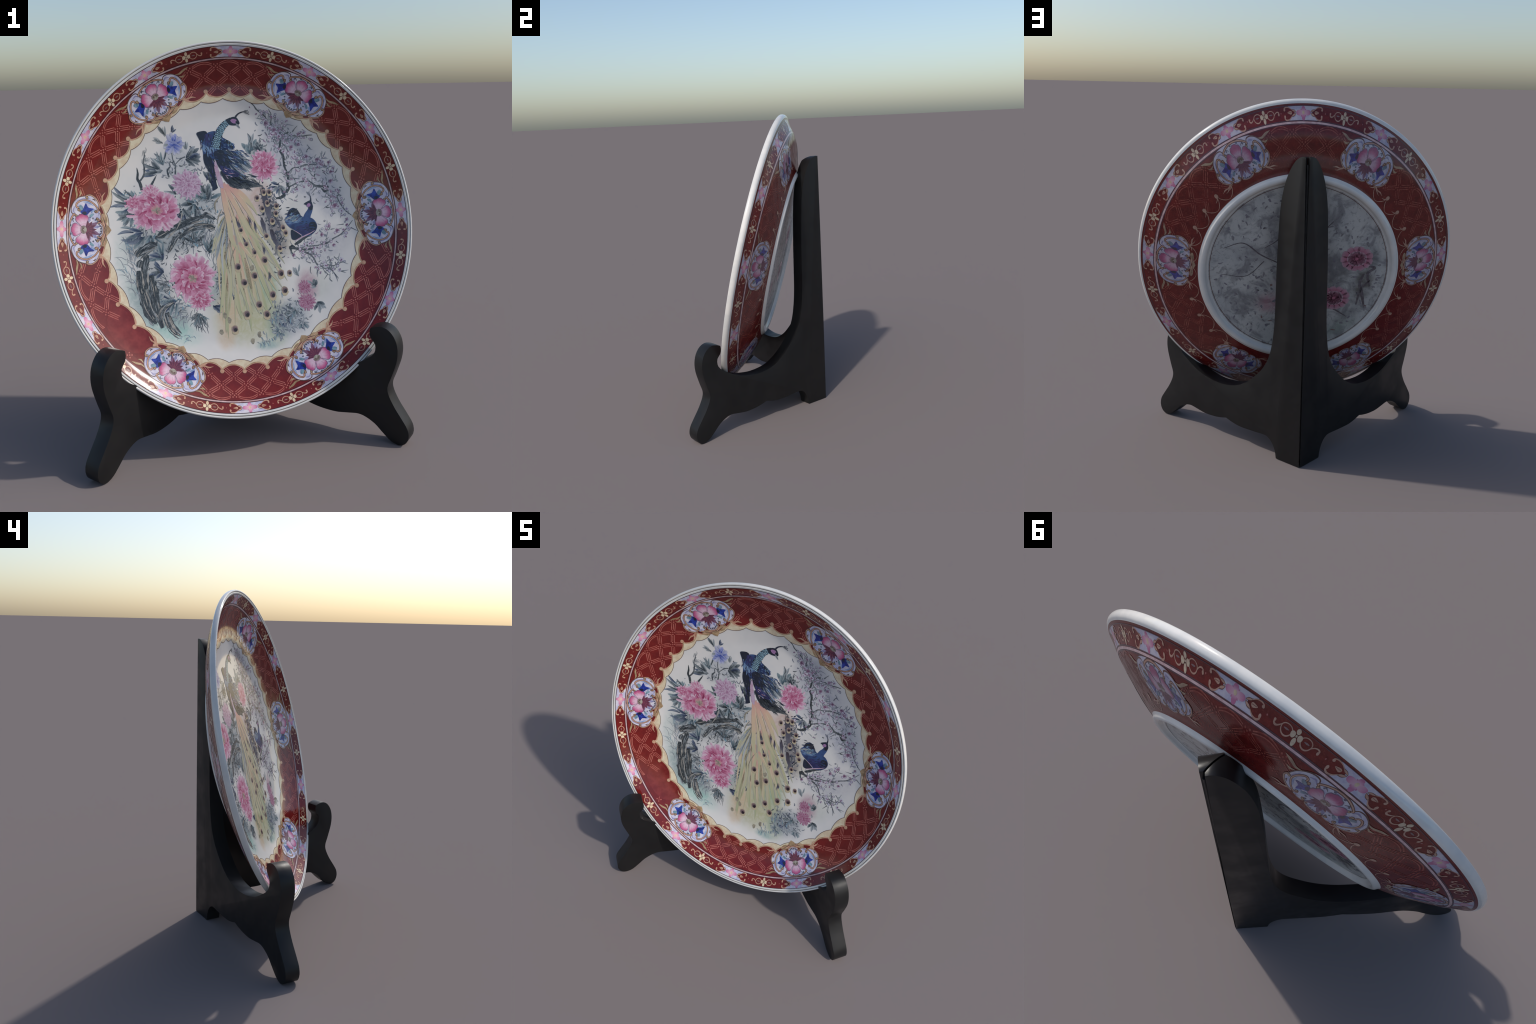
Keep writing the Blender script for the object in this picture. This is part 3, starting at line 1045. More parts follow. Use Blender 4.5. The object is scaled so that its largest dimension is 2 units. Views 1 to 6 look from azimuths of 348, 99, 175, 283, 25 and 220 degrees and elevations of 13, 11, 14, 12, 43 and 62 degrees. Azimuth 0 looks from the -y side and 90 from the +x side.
def bark(pts, w, n):
    """Trunk strokes: broken ink with pale streaks running along it."""
    branch(pts, w, INK, 3, 'trunk', .22)
    c = curve2(pts, False, .006)
    P = Paint()
    for i in range(n):
        j = rng.randrange(len(c))
        e = min(j + rng.randrange(4, 12), len(c) - 1)
        if e - j < 3:
            continue
        ww = wide(w, j / (len(c) - 1))
        d = (c[e] - c[j]).normalized()
        off = Vector((-d.y, d.x)) * ww * rng.uniform(-.62, .62)
        P.ribbon([tuple(c[j] + off), tuple(c[(j + e) // 2] + off * 1.05), tuple(c[e] + off * .9)], [.001, rng.uniform(.003, .008), .001], rng.choice((INK, INK_SOFT, BARK_LIGHT, INK_PALE, INK_SOFT)), 4 + rng.choice((0, .4, .8)))
    make('bark_streak', P, plate, stuff=True)


def blossoms(pts, n, spread, layer=4, size=.0076):
    """Plum blossoms, buds and twiglets scattered along a branch."""
    c = curve2(pts, False, .01)
    P = Paint()
    for i in range(int(n * .8)):
        q = rng.choice(c) + Vector((rng.gauss(0, spread), rng.gauss(0, spread)))
        if q.length > .618:
            continue
        kind = rng.random()
        a = rng.uniform(0, 6.28)
        z = size * rng.uniform(.6, 1.2)
        if kind < .16:
            for j in range(5):
                b = a + j * 1.257
                P.oval((q.x + math.cos(b) * z * .8, q.y + math.sin(b) * z * .8), z * .62, z * .5, rng.choice((BLOSSOM, BLOSSOM_PALE, BLOSSOM_PALE)), layer + .2 * j, b, n=7)
            P.oval(tuple(q), z * .4, z * .4, BLOSSOM_DEEP, layer + 1.4, n=6)
        elif kind < .42:
            P.oval(tuple(q), z * .9, z * .8, BLOSSOM_PALE, layer - .5, a, .15, 9)
            P.ring(tuple(q), z * .9, z * .75, .0024, rng.choice((TWIG_PALE, INK_PALE, BLOSSOM, TWIG)), layer, a)
        elif kind < .56:
            P.oval(tuple(q), z * .9, z * .55, rng.choice((BLOSSOM, INK_PALE, TWIG_PALE)), layer, a, .2, 8)
        else:
            L = rng.uniform(.012, .040)
            P.ribbon([tuple(q), (q.x + math.cos(a) * L * .5 + rng.uniform(-.005, .005), q.y + math.sin(a) * L * .5), (q.x + math.cos(a) * L, q.y + math.sin(a) * L)], [.0044, .0034, .0008], rng.choice((TWIG, TWIG_PALE, INK_PALE)), layer - 1)
    return make('blossom_spray', P, plate, stuff=True)


def dabs(c, n, sx, sy, mats, L=.018, w=.006, layer=1, a0=0, fan=90, limit=.60):
    """Loose brush dabs that build up foliage and mist."""
    P = Paint()
    for i in range(n):
        x, y = c[0] + rng.gauss(0, sx), c[1] + rng.gauss(0, sy)
        if math.hypot(x, y) > limit:
            continue
        a = math.radians(a0 + rng.uniform(-fan, fan))
        l, ww = L * rng.uniform(.5, 1.5), w * rng.uniform(.5, 1.4)
        P.ribbon([(x, y), (x + math.cos(a) * l * .5, y + math.sin(a) * l * .5), (x + math.cos(a + .3) * l, y + math.sin(a + .3) * l)], [ww * .3, ww, ww * .7, ww * .2], rng.choice(mats), layer + rng.choice((0, .3, .6)))
    return make('brush_dab', P, plate, stuff=True)


def hairs(c, n, sx, sy, L, a0, mat, w=.0022, layer=1, fan=25):
    """Fine brush hairs: grass, moss, mist."""
    P = Paint()
    for i in range(n):
        x, y = c[0] + rng.gauss(0, sx), c[1] + rng.gauss(0, sy)
        if math.hypot(x, y) > .60:
            continue
        a = math.radians(a0 + rng.gauss(0, fan))
        l = L * rng.uniform(.5, 1.3)
        P.ribbon([(x, y), (x + math.cos(a) * l * .5, y + math.sin(a) * l * .5 + .002), (x + math.cos(a + .2) * l, y + math.sin(a + .2) * l)], [w * .6, w, w * .2], rng.choice(mat), layer)
    return make('brush_hair', P, plate, stuff=True)


# --- plum branches on the right ---------------------------------------------
main = [(.223, .150), (.251, .154), (.277, .173), (.295, .204), (.289, .211), (.294, .257), (.279, .310), (.276, .356), (.260, .394), (.267, .440), (.282, .465), (.310, .478)]
branch(main, [.012, .016, .013, .010, .011, .012, .008, .007], INK, 3)
left_bough = [(.264, .440), (.244, .467), (.217, .467), (.237, .470), (.213, .465)]
branch(left_bough, [.007, .006, .003], TWIG, 3)
mid_bough = [(.293, .269), (.323, .297), (.354, .301), (.391, .311), (.429, .312), (.462, .308), (.507, .297), (.539, .298)]
branch(mid_bough, [.007, .006, .009, .006, .006, .003], TWIG, 3)
arch = [(.301, .205), (.330, .218), (.368, .229), (.411, .225), (.437, .204), (.471, .197), (.488, .180), (.519, .173)]
branch(arch, [.006, .007, .006, .005, .012, .009, .004], INK_SOFT, 3)
branch([(.465, .199), (.483, .198), (.502, .194), (.488, .173), (.470, .190)], [.004, .016, .018, .014, .004], INK, 4)
hang = [(.519, .176), (.517, .138), (.519, .100), (.520, .073), (.528, .052)]
branch(hang, [.006, .005, .004, .002], TWIG, 3)
fork = [(.535, .137), (.560, .153), (.553, .127), (.572, .099), (.588, .069), (.619, .044)]
branch([(.532, .134), (.566, .154)], [.003, .008, .003], INK_SOFT, 3)
branch([(.549, .145), (.561, .115), (.575, .091), (.591, .069), (.621, .042)], [.006, .005, .005, .003], TWIG, 3)
upper = [(.311, .461), (.347, .458), (.380, .454), (.404, .458), (.433, .458)]
branch(upper, [.003, .006, .007, .003], TWIG, 3)
branch([(.331, .479), (.342, .493), (.356, .507)], [.006, .004, .002], TWIG, 3)
top_a = [(.110, .630), (.131, .615), (.144, .596), (.166, .579), (.187, .561), (.199, .539)]
branch(top_a, [.002, .005, .007, .006, .008, .003], INK_SOFT, 3)
top_b = [(.208, .593), (.223, .563), (.219, .527), (.230, .504), (.252, .469), (.241, .464)]
branch(top_b, [.002, .005, .006, .007, .006, .005], TWIG, 3)
tall = [(.281, .465), (.285, .499), (.277, .522), (.232, .543), (.220, .524)]
branch([(.272, .425), (.290, .408), (.303, .378), (.292, .350), (.278, .316)], [.005, .004, .004, .003], TWIG, 3)
branch([(.094, .479), (.108, .457), (.102, .437)], [.003, .006, .003], INK_SOFT, 3)
branch([(.401, .374), (.405, .386), (.420, .399)], [.003, .004, .001], TWIG, 3)
branch([(.289, -.101), (.343, -.115), (.387, -.115), (.431, -.109)], [.018, .012, .010, .006], INK_SOFT, 3)
low_a = [(.319, -.113), (.369, -.099), (.426, -.100), (.483, -.089), (.521, -.068), (.556, -.052), (.588, -.025), (.624, .017)]
branch(low_a, [.008, .008, .007, .009, .007, .006, .005, .002], TWIG, 3)
low_b = [(.325, -.114), (.376, -.137), (.403, -.160), (.419, -.193), (.443, -.206), (.474, -.201), (.508, -.208), (.533, -.197), (.566, -.192)]
branch(low_b, [.008, .010, .007, .006, .008, .005, .007, .004, .002], TWIG, 3)
low_c = [(.443, -.206), (.460, -.219), (.491, -.224), (.513, -.252), (.529, -.274)]
branch(low_c, [.006, .005, .006, .005, .002], TWIG, 3)
branch([(.282, -.105), (.290, -.129), (.304, -.144)], [.010, .007, .004], INK_SOFT, 3)
for pts, n, sp in ((main, 90, .026), (left_bough, 40, .022), (mid_bough, 70, .022), (arch, 70, .022), (hang, 22, .014), (fork, 40, .02), (upper, 40, .02), (top_a, 34, .016),
                   (top_b, 60, .020), (tall, 50, .02), (low_a, 80, .018), (low_b, 70, .020), (low_c, 34, .016), ([(.308, .407), (.400, .351), (.457, .331)], 46, .024), ([(.478, .017), (.489, -.036)], 14, .012)):
    blossoms(pts, n, sp)
D_ = Paint()
for q, r in (((.321, .402), .012), ((.400, .351), .011), ((.361, .324), .014), ((.457, .334), .013), ((.516, .316), .010), ((.526, .269), .011), ((.522, .223), .012), ((.539, .097), .015),
             ((.195, .525), .014), ((.237, .490), .013), ((.458, -.048), .011), ((.543, -.031), .012), ((.593, -.005), .008), ((.519, -.103), .010), ((.298, -.141), .010)):
    D_.oval(q, r, r * .85, BLOSSOM, 4, rng.uniform(0, 3), .2, 10)
    D_.oval((q[0] - r * .2, q[1] + r * .1), r * .55, r * .5, BLOSSOM_DEEP, 5, 0, .2, 8)
    D_.oval((q[0] + r * .5, q[1] - r * .6), r * .5, r * .4, BLOSSOM_PALE, 5, 0, .2, 8)
make('plum_bud', D_, plate)

# --- old trunk and branches on the left -------------------------------------
bark([(-.411, -.012), (-.373, .003), (-.328, .025), (-.286, .042), (-.245, .054), (-.215, .064), (-.179, .076), (-.143, .085), (-.103, .063)], [.010, .034, .036, .032, .036, .030, .020, .022, .008], 34)
bark([(-.291, -.022), (-.254, .007), (-.218, .024), (-.194, .032), (-.147, .032), (-.106, .018)], [.012, .020, .024, .026, .022, .012], 34)
bark([(-.347, -.083), (-.328, -.051), (-.308, -.015), (-.280, .008)], [.012, .018, .016, .008], 34)
bark([(-.402, -.043), (-.430, -.047), (-.460, -.062), (-.490, -.079), (-.508, -.098)], [.014, .040, .046, .034, .010], 34)
bark([(-.462, -.092), (-.464, -.120), (-.474, -.147), (-.476, -.164), (-.476, -.214), (-.474, -.258)], [.030, .036, .030, .018, .020, .012], 34)
bark([(-.486, -.116), (-.499, -.131), (-.503, -.148)], [.014, .026, .010], 34)
bark([(-.504, -.165), (-.502, -.212), (-.496, -.256), (-.486, -.307), (-.473, -.358), (-.453, -.398), (-.435, -.424)], [.020, .030, .040, .042, .048, .044, .014], 34)
bark([(-.443, -.191), (-.438, -.236), (-.433, -.284), (-.431, -.334), (-.423, -.379), (-.412, -.421), (-.405, -.449)], [.020, .040, .044, .048, .044, .034, .010], 34)
bark([(-.341, -.330), (-.368, -.342), (-.392, -.356), (-.406, -.383), (-.411, -.413)], [.012, .026, .026, .024, .012], 34)
bark([(-.379, -.377), (-.373, -.408), (-.362, -.445), (-.344, -.471), (-.320, -.496)], [.022, .036, .034, .028, .006], 34)
for pts in ([(-.489, -.152), (-.486, -.196), (-.482, -.247), (-.465, -.298), (-.450, -.354), (-.433, -.394)], [(-.457, -.179), (-.463, -.226), (-.464, -.276)], [(-.305, .021), (-.336, -.005), (-.355, -.026)],
            [(-.228, .045), (-.198, .054), (-.157, .058)], [(-.372, -.397), (-.366, -.425), (-.359, -.451)], [(-.409, -.062), (-.444, -.074), (-.478, -.080)], [(-.268, .103), (-.279, .064), (-.302, .021)]):
    branch(pts, [.003, .008, .009, .006, .002], BARK_LIGHT, 4, 'bark_highlight', .3)
branch([(-.460, .222), (-.469, .258), (-.479, .275), (-.476, .303), (-.479, .330)], [.014, .014, .012, .010, .002], INK, 3)
branch([(-.466, .267), (-.447, .293), (-.442, .324), (-.445, .359), (-.438, .386), (-.440, .411)], [.010, .010, .008, .007, .006, .002], INK_SOFT, 3)
hairs((-.440, .354), 24, .008, .030, .022, 60, (LEAF_GREY, INK_PALE), .003, 2)
branch([(-.290, .287), (-.286, .335), (-.296, .360), (-.301, .399)], [.008, .006, .004, .003], INK_SOFT, 2, 'stem')
branch([(-.322, .280), (-.328, .311), (-.313, .330), (-.317, .355)], [.008, .008, .005, .003], INK_SOFT, 2, 'stem')
branch([(-.283, .343), (-.258, .365), (-.234, .375)], [.004, .005, .006], INK_SOFT, 2, 'stem')
branch([(-.416, .240), (-.397, .269), (-.384, .291)], [.012, .008, .003], INK_SOFT, 2, 'stem')

# --- leaves -------------------------------------------------------------------
for c, n, L, w, mats, a0, a1 in (
        ((-.502, .151), 5, .09, .020, (LEAF_INK, LEAF_BLUE), 140, 195), ((-.494, .181), 4, .06, .016, (LEAF_INK, LEAF_TEAL), 120, 165),
        ((-.510, .121), 8, .07, .020, (LEAF_TEAL, LEAF_INK, LEAF_TEAL), 175, 260), ((-.477, .020), 6, .075, .022, (LEAF_BLUE, LEAF_TEAL), 160, 240),
        ((-.467, -.006), 8, .080, .022, (LEAF_BLUE, LEAF_TEAL, LEAF_GREY), 170, 255), ((-.433, .000), 5, .06, .022, (LEAF_TEAL, LEAF_BLUE), 220, 320),
        ((-.349, .343), 6, .060, .014, (LEAF_INK, LEAF_TEAL), 80, 135), ((-.354, .309), 7, .070, .020, (LEAF_BLUE, LEAF_GREY, LEAF_INK), 130, 220),
        ((-.229, .369), 7, .065, .026, (LEAF_INK, LEAF_BLUE, LEAF_GREY), -40, 60), ((-.327, .472), 3, .045, .014, (LEAF_INK, LEAF_GREY), 100, 140),
        ((-.342, .447), 3, .045, .014, (LEAF_INK, LEAF_GREY), 150, 180), ((-.226, .411), 3, .035, .012, (LEAF_INK, LEAF_GREY), 60, 100), ((-.299, .493), 2, .03, .012, (LEAF_BLUE,), 40, 80),
        ((-.135, .160), 8, .065, .024, (LEAF_TEAL, LEAF_INK, LEAF_GREY), 30, 180), ((-.197, .139), 6, .06, .022, (LEAF_INK, LEAF_TEAL), 150, 300),
        ((-.106, .239), 6, .07, .020, (LEAF_GREY, LEAF_INK), 40, 120), ((-.265, .118), 6, .06, .024, (LEAF_BLUE, LEAF_INK), 180, 330),
        ((-.292, .200), 4, .045, .018, (LEAF_INK, LEAF_GREY), 120, 200), ((-.139, .015), 9, .06, .016, (LEAF_GREY, LEAF_INK, LEAF_TEAL), 60, 200),
        ((-.210, -.053), 10, .065, .018, (LEAF_INK, LEAF_TEAL, LEAF_GREY), 20, 170), ((-.379, -.114), 8, .06, .020, (LEAF_TEAL, LEAF_BLUE), 80, 200),
        ((-.384, -.177), 6, .055, .022, (LEAF_BLUE, LEAF_INK), 120, 230), ((-.147, -.097), 7, .07, .014, (LEAF_INK, LEAF_TEAL), 20, 110),
        ((-.088, -.214), 8, .055, .018, (LEAF_GREY, LEAF_INK), -40, 80), ((-.075, -.279), 7, .05, .018, (LEAF_INK, LEAF_GREY, LEAF_BLUE), -60, 60),
        ((-.140, -.363), 4, .045, .026, (LEAF_BLUE,), -70, 0), ((-.218, -.397), 9, .055, .014, (LEAF_TEAL, LEAF_INK), 230, 320),
        ((-.329, -.324), 9, .07, .020, (LEAF_GREY, LEAF_TEAL, LEAF_BLUE), 150, 260), ((-.389, -.256), 7, .055, .02, (LEAF_GREY, LEAF_TEAL), 160, 260),
        ((.105, .386), 5, .06, .026, (LEAF_INK, LEAF_TEAL), 60, 130), ((.150, .390), 4, .04, .022, (LEAF_INK,), 50, 140),
        ((.113, .414), 4, .05, .024, (LEAF_GREY, LEAF_TEAL), 50, 120), ((.245, .215), 6, .05, .022, (LEAF_BLUE, LEAF_GREY), 150, 330),
        ((.281, -.419), 8, .036, .016, (LEAF_GREY, LEAF_TEAL, LEAF_INK), 120, 330), ((.237, -.467), 9, .036, .016, (LEAF_GREY, LEAF_BLUE), 100, 330),
        ((.315, -.479), 7, .034, .014, (LEAF_GREY, LEAF_TEAL), 200, 350), ((.190, -.518), 9, .034, .012, (LEAF_TEAL, LEAF_GREY), 90, 330),
        ((.412, -.388), 5, .045, .020, (LEAF_GREY, LEAF_INK), 240, 330), ((.401, -.303), 3, .035, .024, (LEAF_INK, LEAF_GREY), 60, 200),
        ((.315, -.247), 3, .04, .016, (LEAF_GREY,), 80, 140), ((-.041, -.282), 3, .05, .030, (LEAF_BLUE,), 150, 200), ((-.071, -.237), 6, .05, .016, (LEAF_INK,), 60, 280)):
    leaf_tuft(c, n, L, w, mats, a0, a1)
hairs((-.562, -.226), 70, .030, .050, .05, 110, (INK_PALE, TWIG_PALE, TEAL), .0024, 1)
hairs((-.383, -.265), 50, .030, .035, .05, 150, (INK_PALE, TWIG_PALE, INK_SOFT), .003, 1)
hairs((-.316, -.385), 40, .040, .030, .045, 200, (INK_PALE, TWIG_PALE), .004, 1)
hairs((-.534, -.101), 40, .020, .045, .05, 100, (INK_PALE, TWIG_PALE, TEAL), .0024, 1)
hairs((-.250, -.055), 46, .040, .025, .05, 60, (INK_PALE, INK_SOFT, TWIG_PALE), .004, 1)
hairs((-.127, -.029), 40, .020, .050, .06, 250, (INK_PALE, TWIG_PALE), .0028, 1)
hairs((-.304, -.514), 26, .030, .010, .02, 170, (TEAL, TWIG_PALE), .0028, 1)
hairs((.112, -.579), 26, .020, .012, .025, 110, (TEAL, INK_PALE), .0028, 1)
hairs((-.213, -.413), 40, .016, .024, .035, 250, (INK_SOFT, TWIG), .003, 2)
hairs((.220, -.492), 60, .040, .050, .03, 100, (INK_PALE, TWIG_PALE, TEAL), .004, 2)

for c, n, sx, sy, mats in (
        ((-.336, .043), 90, .10, .05, (INK_SOFT, INK_PALE, TWIG, TEAL)), ((-.182, .114), 80, .07, .05, (INK_SOFT, INK_PALE, TEAL, TWIG)), ((-.413, -.127), 90, .06, .09, (INK_SOFT, INK_PALE, TWIG)),
        ((-.364, -.353), 90, .07, .06, (INK_PALE, TWIG_PALE, INK_SOFT, TEAL)), ((-.209, -.029), 70, .06, .03, (INK_SOFT, TWIG, INK_PALE)), ((-.091, -.262), 60, .035, .05, (INK_SOFT, INK_PALE, TWIG)),
        ((-.127, .192), 50, .04, .06, (INK_PALE, TWIG_PALE, INK_SOFT)), ((-.283, .327), 60, .07, .04, (INK_PALE, TWIG_PALE, INK_SOFT)), ((.240, -.434), 150, .055, .045, (INK_PALE, TWIG_PALE, GREY_DOT, INK_SOFT)),
        ((-.466, .034), 50, .035, .05, (INK_PALE, TEAL, TWIG_PALE)), ((.161, .407), 30, .03, .03, (INK_SOFT, INK_PALE)), ((-.506, .162), 40, .035, .04, (INK_PALE, TEAL, INK_SOFT)),
        ((.347, .318), 90, .09, .08, (TWIG_PALE, INK_PALE, BLOSSOM)), ((.462, .197), 60, .07, .05, (TWIG_PALE, INK_PALE, INK_SOFT)), ((.252, .485), 50, .06, .06, (TWIG_PALE, INK_PALE, BLOSSOM)), ((.405, -.115), 50, .07, .05, (TWIG_PALE, INK_PALE, BLOSSOM)),
        ((.186, .128), 110, .022, .05, (INK_SOFT, INK, GREY_DOT, TWIG, NAVY)), ((.208, -.037), 110, .022, .07, (INK_SOFT, GREY_DOT, TWIG, NAVY)), ((.091, -.096), 40, .03, .05, (INK_SOFT, GREY_DOT, TWIG))):
    dabs(c, n, sx, sy, mats)

# --- peonies ------------------------------------------------------------------
peony((-.402, .121), .128, .098, (-.396, .121), layer=6)
peony((-.419, .203), .046, .044, (-.419, .194), (PEONY_OUT, PEONY_OUT, PEONY_MID), 11, 6.2, heart=None)
peony((-.501, .162), .050, .034, (-.490, .159), (PEONY_OUT, PEONY_MID, PEONY_MID), 10, 5.6, heart=None)
peony((-.238, -.216), .112, .112, (-.235, -.219), layer=6)
peony((-.201, -.326), .060, .052, (-.208, -.302), (PEONY_OUT, PEONY_MID, PEONY_MID), 11, 6.4, heart=None)
peony((-.233, .240), .074, .072, (-.224, .235), (MAUVE_OUT, MAUVE_OUT, MAUVE_OUT), 13, 5, heart=None)
peony((.169, .317), .078, .078, (.164, .329), (PEONY_OUT, PEONY_MID, PEONY_MID), 14, 6, heart=None)
peony((.345, -.307), .034, .036, (.345, -.305), (BLUSH, BLUSH, BLUSH), 9, 5, heart=None)
peony((.352, -.381), .046, .042, (.352, -.381), (BLUSH, BLUSH, BLUSH), 11, 5.4, heart=None)

# --- blue flower ---------------------------------------------------------------
BLUE_PETAL = shaded('blue_flower_petal', [(0, srgb(44, 62, 140)), (.4, srgb(92, 108, 176)), (1, srgb(168, 172, 208))], 4, .6, .3, soft=.6, pale=(182, 184, 208))
PALE_PETAL = shaded('pale_blue_petal', [(0, srgb(128, 136, 186)), (.5, srgb(170, 174, 202)), (1, srgb(198, 198, 208))], 4, .5, .3, soft=.6, pale=(150, 152, 176))
head = make('blue_flower', Paint().oval((-.285, .438), .040, .044, PALE_PETAL, 4), plate, frame=((-.285, .438), 0, .05))
for i in range(22):
    a = 2 * math.pi * i / 22 + rng.uniform(-.1, .1)
    L = rng.uniform(.038, .060)
    c0 = (-.285, .438)
    stroke('petal', (c0[0] + math.cos(a) * .014, c0[1] + math.sin(a) * .014), (c0[0] + math.cos(a) * L, c0[1] + math.sin(a) * L * 1.05), .018, (PALE_PETAL, BLUE_PETAL, PALE_PETAL, LEAF_GREY)[i % 4], head, 5 + .3 * (i % 3), .1, ruffled)
for b, t in (((-.300, .430), (-.328, .420)), ((-.289, .427), (-.259, .404)), ((-.291, .438), (-.246, .417)), ((-.293, .455), (-.288, .479)), ((-.289, .430), (-.320, .444))):
    stroke('petal', b, t, .020, BLUE_PETAL, head, 7, 0)

# --- peacock -------------------------------------------------------------------
PEACOCK_DARK = enamel('peacock_dark', srgb(38, 44, 62), srgb(30, 36, 46), 24, .2)
PEACOCK_BLUE = enamel('peacock_blue', srgb(56, 80, 124), srgb(40, 52, 88), 22, .2, .35, .65)
PEACOCK_SKY = enamel('peacock_sky_blue', srgb(116, 142, 172), srgb(86, 110, 146), 30, .2)
PEACOCK_INDIGO = enamel('peacock_indigo', srgb(58, 58, 104), srgb(42, 44, 82), 26, .2)
PEACOCK_TEAL = enamel('peacock_teal', srgb(150, 180, 192), srgb(112, 150, 166), 60, .2)
FACE = enamel('peacock_face', srgb(166, 126, 166), srgb(144, 106, 146), 40, .2)
LAVENDER = enamel('lavender_stripe', srgb(186, 166, 184), srgb(178, 140, 158), 40, .2)
WING = shaded('wing_feather', [(0, srgb(48, 62, 84)), (.5, srgb(62, 78, 96)), (1, srgb(124, 132, 136))], 4, .5, .35)
WING_DARK = shaded('dark_wing_feather', [(0, srgb(38, 42, 50)), (.6, srgb(46, 52, 56)), (1, srgb(104, 108, 108))], 4, .4, .25)
TRAIN_TOP = shaded('peach_train_feather', [(0, srgb(206, 156, 146)), (.3, srgb(212, 178, 152)), (.6, srgb(198, 186, 152)), (1, srgb(184, 180, 146))], 5, .4, .12, soft=.75, pale=(206, 186, 160))
TRAIN_LOW = shaded('green_train_feather', [(0, srgb(198, 176, 148)), (.4, srgb(184, 180, 142)), (.8, srgb(168, 174, 138)), (1, srgb(182, 180, 144))], 5, .5, .12, soft=.9, pale=(186, 182, 148))
TRAIN_GREY = shaded('grey_train_feather', [(0, srgb(168, 152, 140)), (.5, srgb(166, 164, 152)), (1, srgb(178, 176, 152))], 5, .5, .12, soft=.9, pale=(188, 182, 154))
TRAIN_DARK = shaded('slate_train_feather', [(0, srgb(66, 58, 64)), (.5, srgb(84, 82, 94)), (1, srgb(120, 118, 126))], 5, .6, .3)

# long train: feathers fan from the rump, peach above, green below
anchor = Vector((-.043, .243))
train = make('peacock_train', Paint().ribbon([tuple(anchor), (-.021, .130), (-.001, -.008), (.013, -.232), (.021, -.375)], [.006, .012, .012, .008, .003], TRAIN_GREY, 3), plate, frame=(tuple(anchor), math.radians(-82), .75))
low = [(-.127, -.516), (-.099, -.544), (-.088, -.578), (-.064, -.544), (-.033, -.536), (.000, -.533), (.033, -.530), (.066, -.530), (.101, -.519), (.130, -.493), (.159, -.467), (.231, -.392), (.255, -.353), (.267, -.313), (.267, -.273), (.292, -.228)]
hem = curve2(low, False, .008)
STRANDS = (TRAIN_LOW, TRAIN_GREY, TRAIN_LOW, TRAIN_TOP)
for i in range(84):
    u = rng.random()
    end = hem[int(u * (len(hem) - 1))]
    k1 = rng.uniform(.45, .97)
    t = anchor.lerp(end, k1) + Vector((rng.uniform(-.008, .008), rng.uniform(-.01, .01)))
    b = anchor.lerp(end, k1 * rng.uniform(.45, .75))
    stroke('feather', tuple(b), tuple(t), rng.uniform(.008, .026), STRANDS[i % 4], train, 3 + .2 * (i % 9), rng.uniform(-.06, .06))
side_l = [(-.119, -.080), (-.127, -.114), (-.107, -.124), (-.086, -.116), (-.089, -.076), (-.071, -.152), (-.058, -.175), (-.041, -.148), (-.098, -.031), (-.084, .003), (-.061, -.187), (-.070, -.226), (-.040, -.222), (-.069, .036), (-.093, .077)]
for i in range(40):
    t = Vector(side_l[i % len(side_l)]) + Vector((rng.gauss(0, .012), rng.gauss(0, .012)))
    b = Vector((-.042, .091)).lerp(t, rng.uniform(.1, .6))
    stroke('feather', tuple(b), tuple(t), rng.uniform(.006, .014), (TRAIN_LOW, TRAIN_GREY, LEAF_GREY)[i % 3], train, 4 + .2 * (i % 6), rng.uniform(-.1, .04))
quills = [([(-.055, .244), (-.042, .177), (-.017, .107), (-.003, .044), (.010, -.026), (.029, -.090)], [.010, .020, .020, .018, .016, .006]),
          ([(-.044, .237), (-.013, .170), (.019, .105), (.042, .053), (.069, -.000), (.102, -.042), (.133, -.070)], [.010, .026, .028, .022, .018, .014, .004]),
          ([(-.032, .231), (.021, .177), (.056, .121), (.088, .062), (.115, .020), (.134, -.021), (.165, -.055)], [.010, .026, .028, .020, .014, .010, .004]),
          ([(-.015, .219), (.042, .178), (.073, .143), (.100, .107), (.119, .071)], [.010, .028, .026, .016, .004]),
          ([(-.061, .238), (-.052, .166), (-.041, .097), (-.031, .034), (-.026, -.029), (-.006, -.082), (.021, -.123)], [.008, .018, .024, .026, .026, .018, .004]),
          ([(.013, -.060), (.041, -.096), (.068, -.132), (.096, -.168)], [.012, .018, .016, .006])]
for i, (pts, w) in enumerate(quills):
    P = Paint()
    P.ribbon(pts, w, TRAIN_TOP, 5 + .3 * i)
    d = Vector(pts[-1]) - Vector(pts[0])
    make('feather', P, train, frame=(pts[0], math.atan2(d.y, d.x), d.length))
for pts, w in (([(-.046, .205), (-.027, .136), (-.007, .072), (.002, .032)], .0035), ([(-.011, .187), (.023, .119), (.051, .052)], .004), ([(.027, .182), (.068, .123), (.100, .061)], .004), ([(-.001, .038), (.016, -.026), (.039, -.082), (.075, -.130)], .004)):
    branch(pts, [w * .5, w, w, w * .4], CREAM, 8, 'quill', .1)
for pts, w in (([(-.034, .165), (-.011, .101), (-.002, .064)], .006), ([(.005, .163), (.031, .110), (.050, .075)], .006), ([(-.049, .080), (-.058, .024), (-.074, -.032)], .006), ([(-.034, -.049), (-.056, -.104), (-.064, -.146)], .007),
               ([(-.006, -.079), (-.027, -.120), (-.043, -.176)], .007), ([(-.095, .094), (-.098, .140), (-.066, .178)], .008), ([(-.064, .110), (-.085, .071), (-.093, .037)], .006)):
    branch(pts, [w * .3, w, w * .8, w * .2], OLIVE, 7.5, 'quill', .2)
